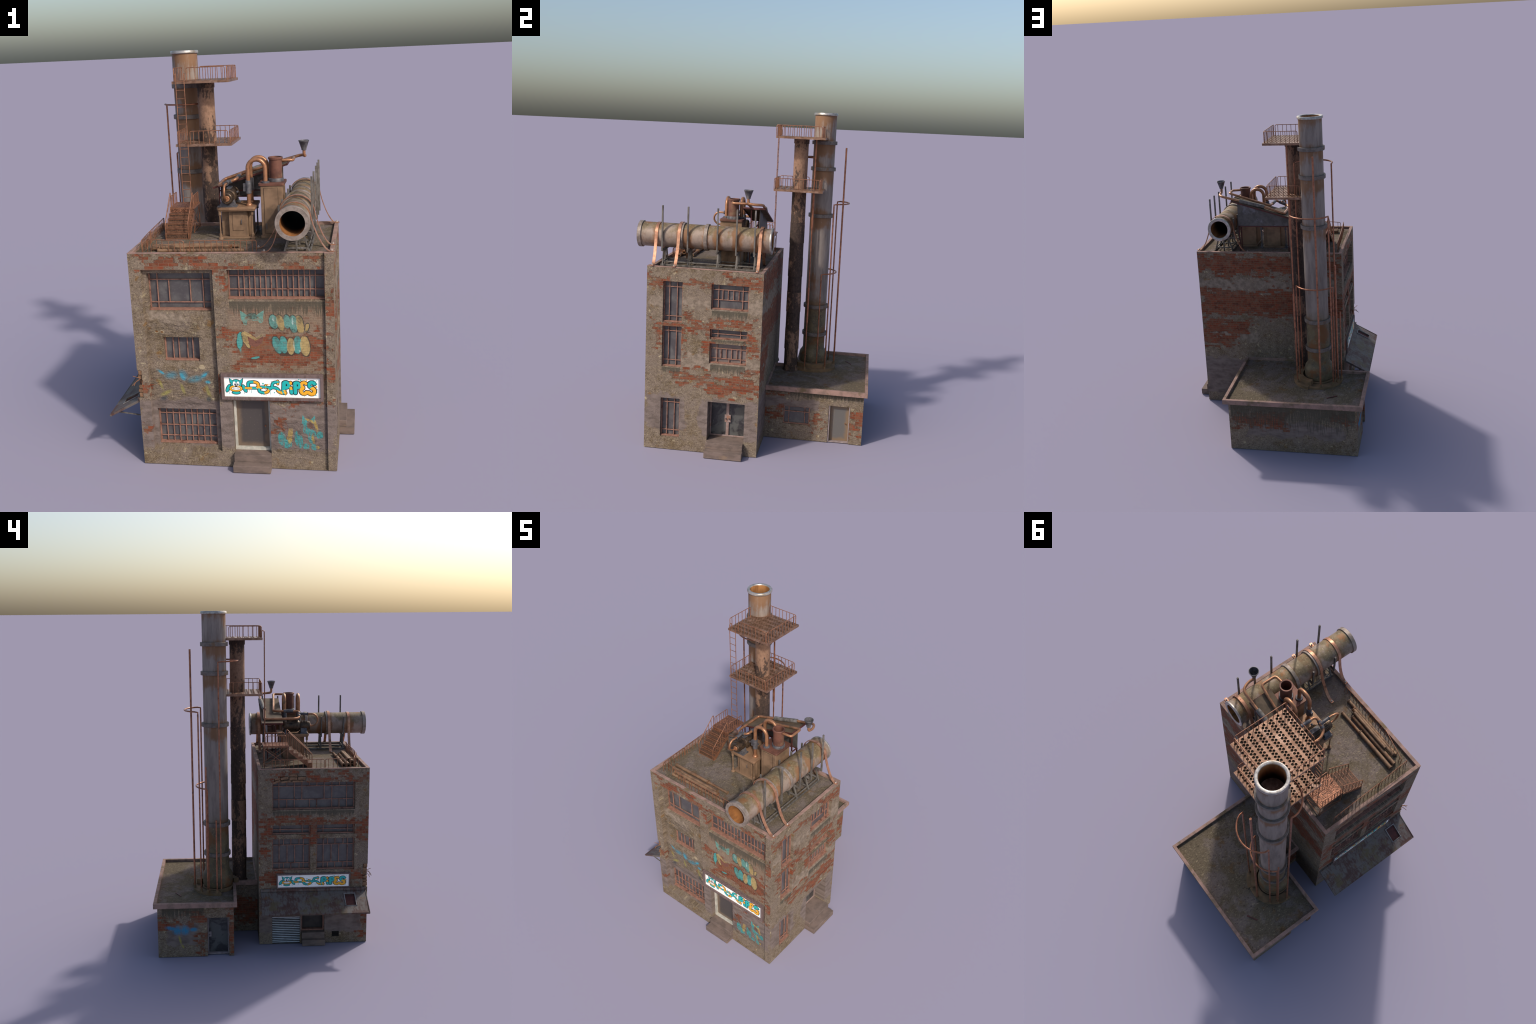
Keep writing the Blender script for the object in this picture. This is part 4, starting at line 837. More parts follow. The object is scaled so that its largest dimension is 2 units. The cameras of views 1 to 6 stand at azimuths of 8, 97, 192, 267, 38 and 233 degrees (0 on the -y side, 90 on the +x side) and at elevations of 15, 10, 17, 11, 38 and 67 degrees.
def sign_art(name, place, parent):
    """plain smiling cat stand-in, pipework and bubble lettering as low relief"""
    gs = Geo(); go = Geo()
    e = 0.55
    for it in LET + PIPES:
        P, r, c = it[:3]; bd = it[3] if len(it) > 3 else None
        tube2d(go, P, r + e, K, bd); tube2d(gs, P, r, c, bd)
    for P, r, c in LET:
        if r > 1.9:
            x, y = P[len(P) // 3]; blob2d(gs, x + 0.3, y + 1.0, 0.75, 0.38, -0.5, W)
    for x, y, r, c in DOTS: blob2d(gs, x, y, r, r, 0, c)
    for x, y0, y1, c in DRIPS: tube2d(gs, [(x, y0), (x, y1)], 0.17, c)
    # head
    for k, e2, gg in ((K, 0.7, go), (T, 0.0, gs)):
        for sx in (-1, 1):
            poly2d(gg, [(12.6 + sx * q[0], q[1]) for q in ((2.2 - e2, 16.2), (6.0 + e2, 15.0 - e2), (6.9 + e2, 20.2 + e2))][::sx], k)
            blob2d(gg, 12.6 + sx * 8.6, 9.0, 1.7 + e2, 4.6 + e2, sx * 0.45, k)
        blob2d(gg, 12.6, 13.2, 5.4 + e2, 5.6 + e2, 0, k); blob2d(gg, 12.2, 4.2, 4.2 + e2, 1.5 + e2, 0, k)
    gz = Geo()
    blob2d(gz, 12.2, 9.0, 7.3, 4.0, 0, K); 
    g2 = Geo(); blob2d(g2, 12.2, 9.0, 6.8, 3.5, 0, O)
    g3 = Geo(); blob2d(g3, 12.2, 8.9, 4.9, 2.0, 0, K)
    for sx in (-1, 1): blob2d(g3, 12.6 + sx * 1.9, 14.2, 1.9, 3.1, sx * -0.08, K)
    g4 = Geo(); blob2d(g4, 12.2, 8.9, 4.5, 1.6, 0, W)
    for sx in (-1, 1): blob2d(g4, 12.6 + sx * 1.9, 14.2, 1.6, 2.8, sx * -0.08, W)
    g5 = Geo()
    for sx in (-1, 1): blob2d(g5, 12.9 + sx * 1.5, 13.4, 0.75, 1.4, 0, K)
    blob2d(g5, 12.4, 11.4, 1.1, 0.7, 0, K)
    for i in range(5): tube2d(g5, [(9.4 + i * 1.4, 7.6), (9.4 + i * 1.4, 10.2)], 0.12, K)
    tube2d(g5, [(8.0, 8.9), (16.4, 8.9)], 0.12, K)
    for lift, gg, nm in ((0.0003, go, "outline"), (0.0007, gs, "colour"), (0.0010, gz, "a"), (0.0012, g2, "b"), (0.0014, g3, "c"), (0.0016, g4, "d"), (0.0018, g5, "e")):
        gg.v = [place(x, y, lift + (0.0011 * max(-1, min(1, z / 2.4)) if abs(z) > 0.01 else z * 0.05)) for x, y, z in gg.v]
    g = Geo()
    for gg in (go, gs, gz, g2, g3, g4, g5): 
        o = len(g.v); g.v += gg.v; g.f += [tuple(i + o for i in f) for f in gg.f]; g.k += gg.k
    make(name, g, [M_TEAL, M_ORANGE, M_BLACK, M_WHITE], parent, angle=50)

sg = group("shop_sign")
g = Geo(); fd = -0.020
pbox(g, "F", -0.0145, 0.4750, 0.4825, 0.4985, fd, -0.0003); pbox(g, "F", -0.0145, 0.4750, 0.3650, 0.3785, fd, -0.0003)
pbox(g, "F", -0.0145, 0.0, 0.3785, 0.4825, fd, -0.0003); pbox(g, "F", 0.4600, 0.4750, 0.3785, 0.4825, fd, -0.0003)
make("sign_frame", g, M_SIGNF, sg, bevel=0.001)
g = Geo(); pbox(g, "F", 0.0, 0.46, 0.3785, 0.4825, -0.010, -0.0003); make("sign_board", g, M_SIGNW, sg, smooth=False)
sign_art("sign_lettering", lambda x, y, h: (0.0 + x * 0.0046, Y0 - 0.010 - h, 0.3795 + y * 0.00462), sg)
sg = group("shop_sign")
g = Geo(); fd = -0.012
pbox(g, "L", -0.4785, -0.0335, 0.4405, 0.4500, fd, -0.0003); pbox(g, "L", -0.4785, -0.0335, 0.3570, 0.3640, fd, -0.0003)
pbox(g, "L", -0.4785, -0.4710, 0.3640, 0.4405, fd, -0.0003); pbox(g, "L", -0.0410, -0.0335, 0.3640, 0.4405, fd, -0.0003)
make("sign_frame", g, M_SIGNF, sg, bevel=0.001)
g = Geo(); pbox(g, "L", -0.4710, -0.0410, 0.3640, 0.4405, -0.007, -0.0003); make("sign_board", g, M_SIGNW, sg, smooth=False)
sign_art("sign_lettering", lambda x, y, h: (X0 - 0.007 - h, -0.0425 - x * 0.00427, 0.3645 + y * 0.0034), sg)

# ------------------------------------------------------------------ annex
ann = group("annex")
g = Geo()
relief(g, "AR", (Y1 + 0.0005, AY1, 0.0, 0.3125), [(0.187, 0.350, 0.0965, 0.2115, 0.020), (0.4645, 0.5945, 0.0, 0.2355, 0.044)], 0)
relief(g, "AL", (AY0, AY1, 0.0, 0.3125), [(0.2575, 0.384, 0.0, 0.2385, 0.050)], 1)
relief(g, "AB", (AX0, AX1, 0.0, 0.3125), [], 2)
relief(g, "AF", (AX0, -0.2165, 0.0, 0.3125), [], 2)
g.add([(-0.2165, Y1, 0), (-0.2165, AY0, 0), (-0.2165, AY0, 0.3125), (-0.2165, Y1, 0.3125)], [(0, 1, 2, 3)], 1)
make("annex_wall", g, [M_AR, M_AL, M_AB], ann, smooth=False, recalc=False)
RX0, RX1, RY0, RY1, RXI = -0.6125, 0.2405, 0.2090, 0.6950, -0.2395
g = Geo(); t = 0.019
outer = [(RX0, RY0), (RXI, RY0), (RXI, Y1 + 0.0006), (RX1, Y1 + 0.0006), (RX1, RY1), (RX0, RY1)]
inner = [(RX0 + t, RY0 + t), (RXI + t, RY0 + t), (RXI + t, Y1 + 0.010), (RX1 - t, Y1 + 0.010), (RX1 - t, RY1 - t), (RX0 + t, RY1 - t)]
n = 6
g.add([(a, b, 0.3125) for a, b in outer] + [(a, b, 0.3420) for a, b in outer] + [(a, b, 0.3420) for a, b in inner] + [(a, b, 0.321) for a, b in inner],
      [tuple(range(n - 1, -1, -1))] + [(i, (i + 1) % n, n + (i + 1) % n, n + i) for i in range(n)] + [(n + i, n + (i + 1) % n, 2 * n + (i + 1) % n, 2 * n + i) for i in range(n)]
      + [(2 * n + i, 2 * n + (i + 1) % n, 3 * n + (i + 1) % n, 3 * n + i) for i in range(n)] + [tuple(range(3 * n, 4 * n))])
make("annex_roof_edge", g, M_TRIM, ann, bevel=0.0012)
g = Geo(); g.prism([(a, b) for a, b in inner], 0.3215, 0.3245, "z")
make("annex_roof_floor", g, M_ROOF, ann, smooth=False)
g = Geo(); g.bar((-0.445, 0.540, 0.3262), (-0.385, 0.575, 0.3262), 0.007, 0.004); make("rusty_bar", g, M_DARKRED, ann)
window("AR", (0.187, 0.350, 0.0965, 0.2115), 0, full((0.1765,)), full((0.221, 0.319)), ann, rec=0.020, sill=False)
dr = group("annex_door", ann)
g = Geo(); pbox(g, "AR", 0.465, 0.4735, 0.0015, 0.235, 0.004, 0.0435); pbox(g, "AR", 0.5885, 0.594, 0.0015, 0.235, 0.004, 0.0435); pbox(g, "AR", 0.4735, 0.5885, 0.0015, 0.0075, 0.004, 0.0435)
make("door_frame", g, simple("mauve_paint", C(150, 136, 134), C(134, 118, 114), 40, 0.6), dr, bevel=0.0008)
g = Geo(); pbox(g, "AR", 0.4737, 0.5883, 0.0077, 0.235, 0.0265, 0.0438); make("door_leaf", g, door_mat("annex_door_leaf", C(124, 102, 80), C(98, 94, 90), 0.474, 0.588, 0.008, 0.236, "y"), dr, smooth=False)
g = Geo(); knob(g, "AR", 0.570, 0.121, 0.0265); make("door_knob", g, M_COPPIPE, dr)
dr = group("annex_door", ann)
g = Geo(); pbox(g, "AL", 0.2578, 0.265, 0.0015, 0.238, 0.022, 0.0495); pbox(g, "AL", 0.3765, 0.3837, 0.0015, 0.238, 0.022, 0.0495); pbox(g, "AL", 0.265, 0.3765, 0.0015, 0.011, 0.022, 0.0495); pbox(g, "AL", 0.361, 0.383, 0.114, 0.145, 0.018, 0.0218)
make("door_frame", g, simple("mauve_paint_b", C(142, 130, 130), C(126, 112, 110), 40, 0.6), dr, bevel=0.0008)
g = Geo(); pbox(g, "AL", 0.2652, 0.3763, 0.0112, 0.238, 0.040, 0.0497); make("door_glass", g, M_GLASSD, dr, smooth=False)
g = Geo(); knob(g, "AL", 0.372, 0.129, 0.018); make("door_knob", g, M_STEEL, dr)

# ------------------------------------------------------------------ chimney
CX, CY = -0.3035, 0.3190
ch = group("chimney")
g = Geo(); R = 0.0695
g.lathe([(0.080, 0.3466), (0.0880, 0.352), (0.0910, 0.364), (0.0925, 0.385), (0.0922, 0.412), (0.088, 0.428), (0.0795, 0.440), (0.0725, 0.450), (R + 0.0015, 0.458), (R + 0.0015, 0.64), (R, 0.74), (R, 1.985)], (CX, CY, 0), "z", 48)
make("chimney_flue", g, M_CHIM, ch)
for z in COLLARS:
    g = Geo(); w = 0.0115 if z > 1 else 0.0115
    g.lathe([(R, z - w), (0.0795, z - w), (0.0808, z - w + 0.0015), (0.0808, z + w - 0.0015), (0.0795, z + w), (R, z + w)], (CX, CY, 0), "z", 48)
    make("chimney_collar", g, M_COLLAR, ch)
g = Geo(); g.lathe([(R, 1.9835), (0.0740, 1.9835), (0.0765, 1.9865), (0.0765, 1.9955), (0.0740, 1.9993), (0.0690, 2.0), (0.0615, 1.9985), (0.0590, 1.9945)], (CX, CY, 0), "z", 48)
make("chimney_rim", g, M_RIM, ch)
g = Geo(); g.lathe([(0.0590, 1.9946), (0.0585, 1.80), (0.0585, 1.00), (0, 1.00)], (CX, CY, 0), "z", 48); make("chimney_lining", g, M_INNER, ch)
g = Geo(); M_CURB = simple("rusty_stone_curb", C(122, 96, 70), C(100, 82, 60), 24, 0.85, c3=C(112, 82, 52))
def ring(g, r0, r1, z0, z1, a0, a1, n=26):
    P = []
    for i in range(n + 1):
        a = math.radians(a0 + (a1 - a0) * i / n); c, s = math.cos(a), math.sin(a)
        P.append([(CX + r * c, CY + r * s, z) for r, z in ((r0, z0), (r1, z0), (r1, z1), (r0, z1))])
    vs = [q for p in P for q in p]; fs = [(3, 2, 1, 0), tuple(4 * n + j for j in range(4))]
    for i in range(n):
        for j in range(4): fs.append((4 * i + j, 4 * i + (j + 1) % 4, 4 * i + 4 + (j + 1) % 4, 4 * i + 4 + j))
    g.add(vs, fs)
ring(g, 0.100, 0.163, 0.3235, 0.3425, -58, 72); ring(g, 0.100, 0.150, 0.3235, 0.3390, 72, 188)
make("pedestal_ring", g, M_CURB, ch, bevel=0.001)
g = Geo(); ring(g, 0.104, 0.136, 0.3400, 0.3700, -72, 76); g.lathe([(0, 0.3235), (0.0940, 0.3235), (0.0940, 0.3440), (0.0920, 0.3465), (0, 0.3465)], (CX, CY, 0), "z", 40)
make("pedestal_curb", g, M_CURB, ch, bevel=0.001)

# thinner burnt stack with slip-jointed sleeves
PX, PY = -0.1685, 0.1825
st = group("burnt_stack")
joints = [(0.325, 0.470), (0.470, 0.604), (0.604, 0.7195), (0.7195, 0.850), (0.850, 0.953), (0.953, 1.073), (1.073, 1.172), (1.172, 1.305), (1.305, 1.803)]
for i, (a, b) in enumerate(joints):
    r = 0.0445 + (0.0016 if i in (1, 3, 5, 7) else 0.0); g = Geo()
    if i == 0: g.lathe([(0.0440, a - 0.002), (0.0500, a - 0.002), (0.0500, a + 0.006), (0.047, a + 0.012), (r - 0.0005, a + 0.013), (r - 0.0005, b + 0.001)], (PX, PY, 0), "z", 32)
    else: g.lathe([(0.0425, a), (r + 0.0008, a), (r + 0.0002, b), (0.0425, b)], (PX, PY, 0), "z", 32)
    make("stack_section", g, M_STACK, st)
g = Geo(); g.lathe([(0.0440, 1.8025), (0.0485, 1.8025), (0.0485, 1.8335), (0, 1.8335)], (PX, PY, 0), "z", 32); make("stack_cap", g, M_STACK, st)

# ------------------------------------------------------------------ railings
RT = 0.0021
def railing(g, a, b, h=0.064, n=None, bend=0.010, r=RT):
    """tube rail with turned-down ends and balusters between two floor points"""
    a, b = Vector(a), Vector(b); up = Vector((0, 0, h)); L = (b - a).length
    g.pipe([a, a + up, b + up, b], r, bend, 8, 0, 4)
    n = n or max(2, int((L - 0.032) / 0.0272) + 1)
    for i in range(n):
        t = (0.0185 + i * (L - 0.037) / max(1, n - 1) + 0.0012 * math.sin(i * 2.3)) / L
        p = a.lerp(b, t); g.cyl(p, p + up * 0.995, r * 0.86, seg=6)
    return g

# ------------------------------------------------------------------ stack platforms
PXa, PXb, PYa, PYb = -0.3160, -0.0165, 0.0365, 0.3400
def platform(zt):
    grp = group("service_platform")
    g = Geo(); th = 0.0135; r = 0.0067; dep = 0.005; M8 = 10
    flue = lambda x, y, k: (x - CX) ** 2 + (y - CY) ** 2 < (R + k) ** 2 or (zt < 1.7 and (x - PX) ** 2 + (y - PY) ** 2 < (0.0435 + k) ** 2)
    cols = []; y = PYa + 0.010
    while y < PYb - 0.008:
        cols += [(y, 0.0)]
        if y + 0.0128 < PYb - 0.008: cols += [(y + 0.0128, 0.5)]
        y += 0.0390
    pitch = 0.0182; bounds = [PYa] + [(cols[i][0] + cols[i + 1][0]) / 2 for i in range(len(cols) - 1)] + [PYb]
    holes = Geo()
    for ci, (yc, off) in enumerate(cols):
        y0, y1 = bounds[ci], bounds[ci + 1]; x = PXa + 0.004; xs = []
        k = PXa + 0.013 + off * pitch
        while k < PXb - 0.010: xs.append(k); k += pitch
        cuts = [PXa] + [(xs[i] + xs[i + 1]) / 2 for i in range(len(xs) - 1)] + [PXb]
        for i, xc in enumerate(xs):
            x0, x1 = cuts[i], cuts[i + 1]
            if flue(xc, yc, 0.004): 
                g.add([(x0, y0, zt), (x1, y0, zt), (x1, y1, zt), (x0, y1, zt)], [(0, 1, 2, 3)]); continue
            vs = [(x0, y0, zt), (x1, y0, zt), (x1, y1, zt), (x0, y1, zt)]
            ringv = [(xc + r * math.cos(2 * math.pi * j / 12 - 3 * math.pi / 4), yc + r * math.sin(2 * math.pi * j / 12 - 3 * math.pi / 4), zt) for j in range(12)]
            vs += ringv + [(a, b, zt - dep) for a, b, _ in ringv]
            fs = []
            for s in range(4):
                fs += [(s, (s + 1) % 4, 4 + (3 * s + 3) % 12, 4 + (3 * s + 2) % 12, 4 + (3 * s + 1) % 12, 4 + 3 * s)]
            for j in range(12): fs.append((4 + j, 4 + (j + 1) % 12, 16 + (j + 1) % 12, 16 + j))
            g.add(vs, fs); g.add([(a, b, zt - dep) for a, b, _ in ringv], [tuple(range(12))], 1)
    g.add([(PXa, PYa, zt), (PXb, PYa, zt), (PXb, PYb, zt), (PXa, PYb, zt), (PXa, PYa, zt - th), (PXb, PYa, zt - th), (PXb, PYb, zt - th), (PXa, PYb, zt - th)],
          [(0, 1, 5, 4), (1, 2, 6, 5), (2, 3, 7, 6), (3, 0, 4, 7), (4, 5, 6, 7)])
    make("platform_plate", g, [M_PLATE, M_HOLE], grp, smooth=False, recalc=False)
    for a, b in (((-0.2375, 0.0425), (-0.0360, 0.0425)), ((-0.0248, 0.0370), (-0.0248, 0.3165)), ((-0.0275, 0.3215), (-0.2250, 0.3215)), ((-0.3035, 0.0410), (-0.3035, 0.2310))):
        g = Geo(); railing(g, (*a, zt - 0.001), (*b, zt - 0.001), 0.0675); make("platform_railing", g, M_RAIL, grp)
platform(1.8455); platform(1.5205)

ld = group("ladder")
g = Geo(); y = 0.0238; xa, xb = -0.2915, -0.2470
for x in (xa, xb): g.pipe([(x, y, 1.205), (x, y, 1.884), (x, y + 0.016, 1.886), (x, y + 0.016, 1.848)], 0.0021, 0.008, 8, 0, 4)
make("ladder_stile", g, M_RAIL, ld)
for i in range(15):
    g = Geo(); z = 1.2375 + i * 0.0433; g.cyl((xa, y, z), (xb, y, z), 0.0016, seg=8); make("ladder_rung", g, M_RAIL, ld)

# ------------------------------------------------------------------ copper lines round the chimney
lines = group("copper_line")
RB = 0.0046
def line(pts, r=RB, bend=0.03, seg=10):
    g = Geo(); g.pipe(pts, r, bend, seg, 0, 6); make("copper_pipe", g, M_COPPER, lines)
line([(-0.3320, 0.4595, 0.336), (-0.3342, 0.4595, 1.785)], 0.0058)
def hoop(a, b, z, rad, side, zb=0.337, r=RB):
    """two standing legs joined by an arc of given radius around the flue"""
    a, b = Vector((*a, 0)), Vector((*b, 0)); c = Vector((CX, CY, 0))
    t0 = math.atan2(a.y - CY, a.x - CX); t1 = math.atan2(b.y - CY, b.x - CX)
    if side > 0 and t1 < t0: t1 += 2 * math.pi
    if side < 0 and t1 > t0: t1 -= 2 * math.pi
    ra, rb = (a - c).length, (b - c).length; P = [Vector((a.x, a.y, zb))]
    arcp = []
    for i in range(19):
        q = i / 18; t = t0 + (t1 - t0) * q; bl = math.sin(math.pi * q) ** 0.6; rr = (ra + (rb - ra) * q) * (1 - bl) + rad * bl
        arcp.append(Vector((CX + rr * math.cos(t), CY + rr * math.sin(t), z)))
    P += [Vector((a.x, a.y, z - 0.022)), Vector((a.x, a.y, z - 0.006)) * 0.65 + arcp[0] * 0.35] + arcp[1:-1] + [Vector((b.x, b.y, z - 0.006)) * 0.65 + arcp[-1] * 0.35, Vector((b.x, b.y, z - 0.022)), Vector((b.x, b.y, zb))]
    g = Geo(); g.sweep(P, r, 10); make("copper_pipe", g, M_COPPER, lines)
hoop((-0.4060, 0.4185), (-0.1780, 0.4075), 1.4300, 0.1810, -1)
hoop((-0.4130, 0.3720), (-0.1840, 0.3515), 0.9720, 0.1210, -1)
hoop((-0.4168, 0.2980), (-0.1890, 0.2745), 1.7170, 0.1370, 1)
line([(-0.4320, 0.3790, 0.337), (-0.4330, 0.3785, 1.110)]); line([(-0.4460, 0.3240, 0.337), (-0.4465, 0.3225, 0.793)])
g = Geo(); x, y = -0.1505, 0.2768
for a, b, r in ((0.336, 0.655, 0.0042), (0.655, 0.885, 0.0072), (0.885, 1.272, 0.0042), (1.272, 1.508, 0.0076), (1.5205, 1.834, 0.0048)): g.cyl((x, y, a), (x, y, b), r, seg=12)
make("copper_riser", g, M_COPPER, lines)
g = Geo()
for (a, b) in ((-0.406, 0.4185), (-0.178, 0.4075), (-0.413, 0.372), (-0.184, 0.3515), (-0.4168, 0.298), (-0.189, 0.2745), (-0.432, 0.379), (-0.446, 0.324), (-0.332, 0.4595), (-0.1505, 0.2768)):
    g.lathe([(0.0045, 0.338), (0.0085, 0.338), (0.0085, 0.350), (0.0062, 0.358), (0.0045, 0.359)], (a, b, 0), "z", 12)
make("pipe_foot", g, M_CURB, lines)

# ------------------------------------------------------------------ big duct on trestles
duct = group("roof_duct"); DX, DZ, DR = 0.3605, 1.2475, 0.0712
g = Geo(); g.lathe([(DR, -0.680), (DR, 0.083)], (DX, 0, DZ), "y", 56); make("duct_tube", g, M_BIG, duct)
g = Geo()
for y0, y1, r in ((-0.6940, -0.6720, 0.0775), (-0.4440, -0.4230, 0.0795), (-0.3010, -0.2810, 0.0785)):
    g.lathe([(DR - 0.001, y0 + (0.0 if y0 > -0.6 else 0.0)), (r - 0.001, y0), (r, y0 + 0.001), (r, y1 - 0.001), (r - 0.001, y1), (DR - 0.001, y1)], (DX, 0, DZ), "y", 56)
g.lathe([(0.0565, -0.6945), (0.0765, -0.6945), (0.0775, -0.6935)], (DX, 0, DZ), "y", 56)
make("duct_flange", g, M_DUCTRIM, duct)
g = Geo(); g.lathe([(DR - 0.001, 0.080), (0.0755, 0.081), (0.0775, 0.085), (0.0765, 0.0905), (0.070, 0.0935), (0.060, 0.0925), (0.0565, 0.0900)], (DX, 0, DZ), "y", 56); make("duct_flange", g, M_RIM, duct)
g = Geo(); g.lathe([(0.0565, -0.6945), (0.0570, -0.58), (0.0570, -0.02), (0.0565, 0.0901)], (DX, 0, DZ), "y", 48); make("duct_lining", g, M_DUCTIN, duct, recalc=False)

tr = group("duct_trestle")
ys = (-0.5415, -0.3915, -0.2190, -0.1080, -0.0025)
for y in ys:
    g = Geo(); b = 0.0092
    g.box(0.4375 - b / 2, 0.4375 + b / 2, y - b / 2, y + b / 2, 1.163, 1.4285); g.box(0.2865 - b / 2, 0.2865 + b / 2, y - b / 2, y + b / 2, 1.163, 1.2995)
    g.box(0.2865 + b / 2, 0.4375 - b / 2, y - b / 2, y + b / 2, 1.163, 1.1745)
    for x0, x1 in ((0.330, 0.303), (0.395, 0.424), (0.3625, 0.3625)): g.bar((x0, y, 1.1635), (x1, y, ZF + 0.001), 0.0085, 0.0075)
    g.box(0.312, 0.414, y - 0.0046, y + 0.0046, 1.096, 1.103)
    make("trestle_frame", g, M_WOOD, tr, bevel=0.0008)
g = Geo()
for x in (0.304, 0.423): g.box(x - 0.004, x + 0.004, -0.553, 0.008, ZF + 0.0008, ZF + 0.010)
for x in (0.3095, 0.4165): g.box(x - 0.003, x + 0.003, -0.540, -0.004, 1.0970, 1.1035)
make("trestle_rail", g, M_WOOD, tr, bevel=0.0008)

def strap(y, ra, la, over, w=0.0175):
    """hold-down strap: anchor right, over the duct, anchor left"""
    P = [Vector((ra[0] + 0.022, ra[1], ra[2])), Vector((ra[0] - 0.002, ra[1], ra[2] + 0.0005))]
    rr = over
    aR = [math.radians(q) for q in range(14, 172, 8)]
    arcp = [Vector((DX + rr * math.cos(a), y, DZ + rr * math.sin(a))) for a in aR]
    q0, q1 = P[-1], arcp[0]
    c1, c2 = q0 + Vector((-0.026, 0, 0.008)), q1 + Vector((0.012, 0, -0.075))
    for i in range(1, 10):
        t = i / 10; P.append(q0 * (1 - t) ** 3 + c1 * 3 * t * (1 - t) ** 2 + c2 * 3 * t * t * (1 - t) + q1 * t ** 3)
    P += arcp
    e0, e1 = arcp[-1], Vector((la[0], la[1], la[2]))
    c1, c2 = e0 + Vector((-0.004, 0, -0.075)), e1 + Vector((0.034, 0, 0.010))
    for i in range(1, 11):
        t = i / 10; P.append(e0 * (1 - t) ** 3 + c1 * 3 * t * (1 - t) ** 2 + c2 * 3 * t * t * (1 - t) + e1 * t ** 3)
    P.append(e1 + Vector((-0.022, 0, 0)))
    grp = group("copper_strap")
    g = Geo(); g.ribbon(P, w, 0.0034); make("strap_band", g, M_STRAP, grp, angle=50)
    g = Geo()
    for q in (Vector(ra) + Vector((0.008, 0, 0.002)), e1 + Vector((-0.010, 0, 0.002))):
        g.lathe([(0.0052, 0), (0.0052, 0.004), (0.0030, 0.0052), (0.0030, 0.0085), (0, 0.0095)], q, "z", 10)
    make("strap_bolt", g, M_BOLT, grp)
strap(-0.578, (0.516, -0.572, 1.0925), (0.226, -0.576, 1.0930), 0.0735)
strap(-0.4435, (0.516, -0.445, 1.0925), (0.182, -0.443, ZF + 0.003), 0.0815)
strap(0.0300, (0.516, 0.031, 1.0925), (0.206, 0.028, ZF + 0.003), 0.0800)

# ------------------------------------------------------------------ roof machinery
mc = group("roof_machine")
g = Geo(); g.prism(rrect(-0.0565, 0.1375, -0.2690, -0.0740, 0.012), 1.2255, 1.2375, "z"); g.prism(rrect(-0.053, 0.134, -0.2655, -0.0775, 0.010), 1.2185, 1.2254, "z")
make("machine_table", g, M_SLAB, mc, bevel=0.001)
for x, y in ((-0.0430, -0.256), (0.1180, -0.250), (-0.0430, -0.087), (0.1220, -0.087)):
    g = Geo(); g.lathe([(0.013, ZF), (0.013, ZF + 0.007), (0.0085, ZF + 0.010), (0.0072, ZF + 0.028), (0.0042, ZF + 0.030), (0.0036, 1.196), (0.0078, 1.198), (0.0078, 1.218)], (x, y, 0), "z", 10)
    make("table_leg", g, M_STEEL if y > -0.2 else M_TAN, mc)
cab = group("machine_cabinet", top)
g = Geo(); g.prism([(0.0000, -0.244), (0.0900, -0.244), (0.0960, -0.238), (0.0960, -0.218), (0.1120, -0.214), (0.1120, -0.106), (0.0860, -0.106), (0.0860, -0.092), (-0.0040, -0.092), (-0.0040, -0.106), (-0.0420, -0.106), (-0.0420, -0.214), (0.0000, -0.218)], ZF + 0.010, 1.2184, "z"); g.prism(rrect(-0.044, 0.120, -0.252, -0.084, 0.006), ZF, ZF + 0.0099, "z")
make("cabinet_body", g, M_TAN, cab, bevel=0.0015)
g = Geo(); g.box(0.0185, 0.0735, -0.2466, -0.2441, 1.116, 1.209); make("cabinet_door", g, M_TAN, cab, bevel=0.0012)
g = Geo(); g.pipe([(0.064, -0.2467, 1.150), (0.064, -0.252, 1.152), (0.064, -0.252, 1.170), (0.064, -0.2467, 1.172)], 0.0018, 0.003, 8); make("cabinet_handle", g, M_STEEL, cab)

cab = group("machine_cabinet", top)
g = Geo(); g.box(0.1635, 0.2725, -0.2365, -0.1075, ZF + 0.014, 1.3370); g.box(0.1585, 0.2775, -0.2415, -0.1025, ZF, ZF + 0.0139); make("cabinet_body", g, M_TAN, cab, bevel=0.0015)
g = Geo(); g.box(0.1790, 0.2500, -0.2380, -0.2366, 1.098, 1.3270); make("cabinet_door", g, simple("dark_seam", C(70, 56, 44), C(56, 44, 36), 30, 0.8), cab)
g = Geo(); g.box(0.1805, 0.2485, -0.2392, -0.2381, 1.0995, 1.3255); make("cabinet_door", g, M_TAN, cab, bevel=0.0005)
g = Geo(); g.box(0.187, 0.1915, -0.245, -0.2393, 1.120, 1.150); make("cabinet_handle", g, M_STEEL, cab, bevel=0.001)
g = Geo()
for y in (-0.205, -0.140): g.box(0.2726, 0.2740, y - 0.022, y + 0.022, 1.10, 1.32)
make("cabinet_panel", g, M_TAN, cab, bevel=0.0006)
g = Geo(); g.prism(rrect(0.1520, 0.2815, -0.2410, -0.1010, 0.010), 1.3372, 1.3495, "z"); make("cabinet_top", g, M_RED, cab, bevel=0.001)

dm = group("steam_drum"); c = (0.2345, -0.1650, 0)
g = Geo(); g.lathe([(0.0322, 1.350), (0.0322, 1.460), (0.0365, 1.460), (0.0368, 1.4685), (0.0350, 1.4705), (0.0285, 1.4700), (0.0278, 1.466), (0.0278, 1.390), (0, 1.390)], c, "z", 36); make("drum_shell", g, M_RED, dm)
g = Geo(); g.lathe([(0.0322, 1.3496), (0.0385, 1.3496), (0.0385, 1.3640), (0.0368, 1.3665), (0.0322, 1.3670)], c, "z", 36); make("drum_base", g, M_STEEL, dm)

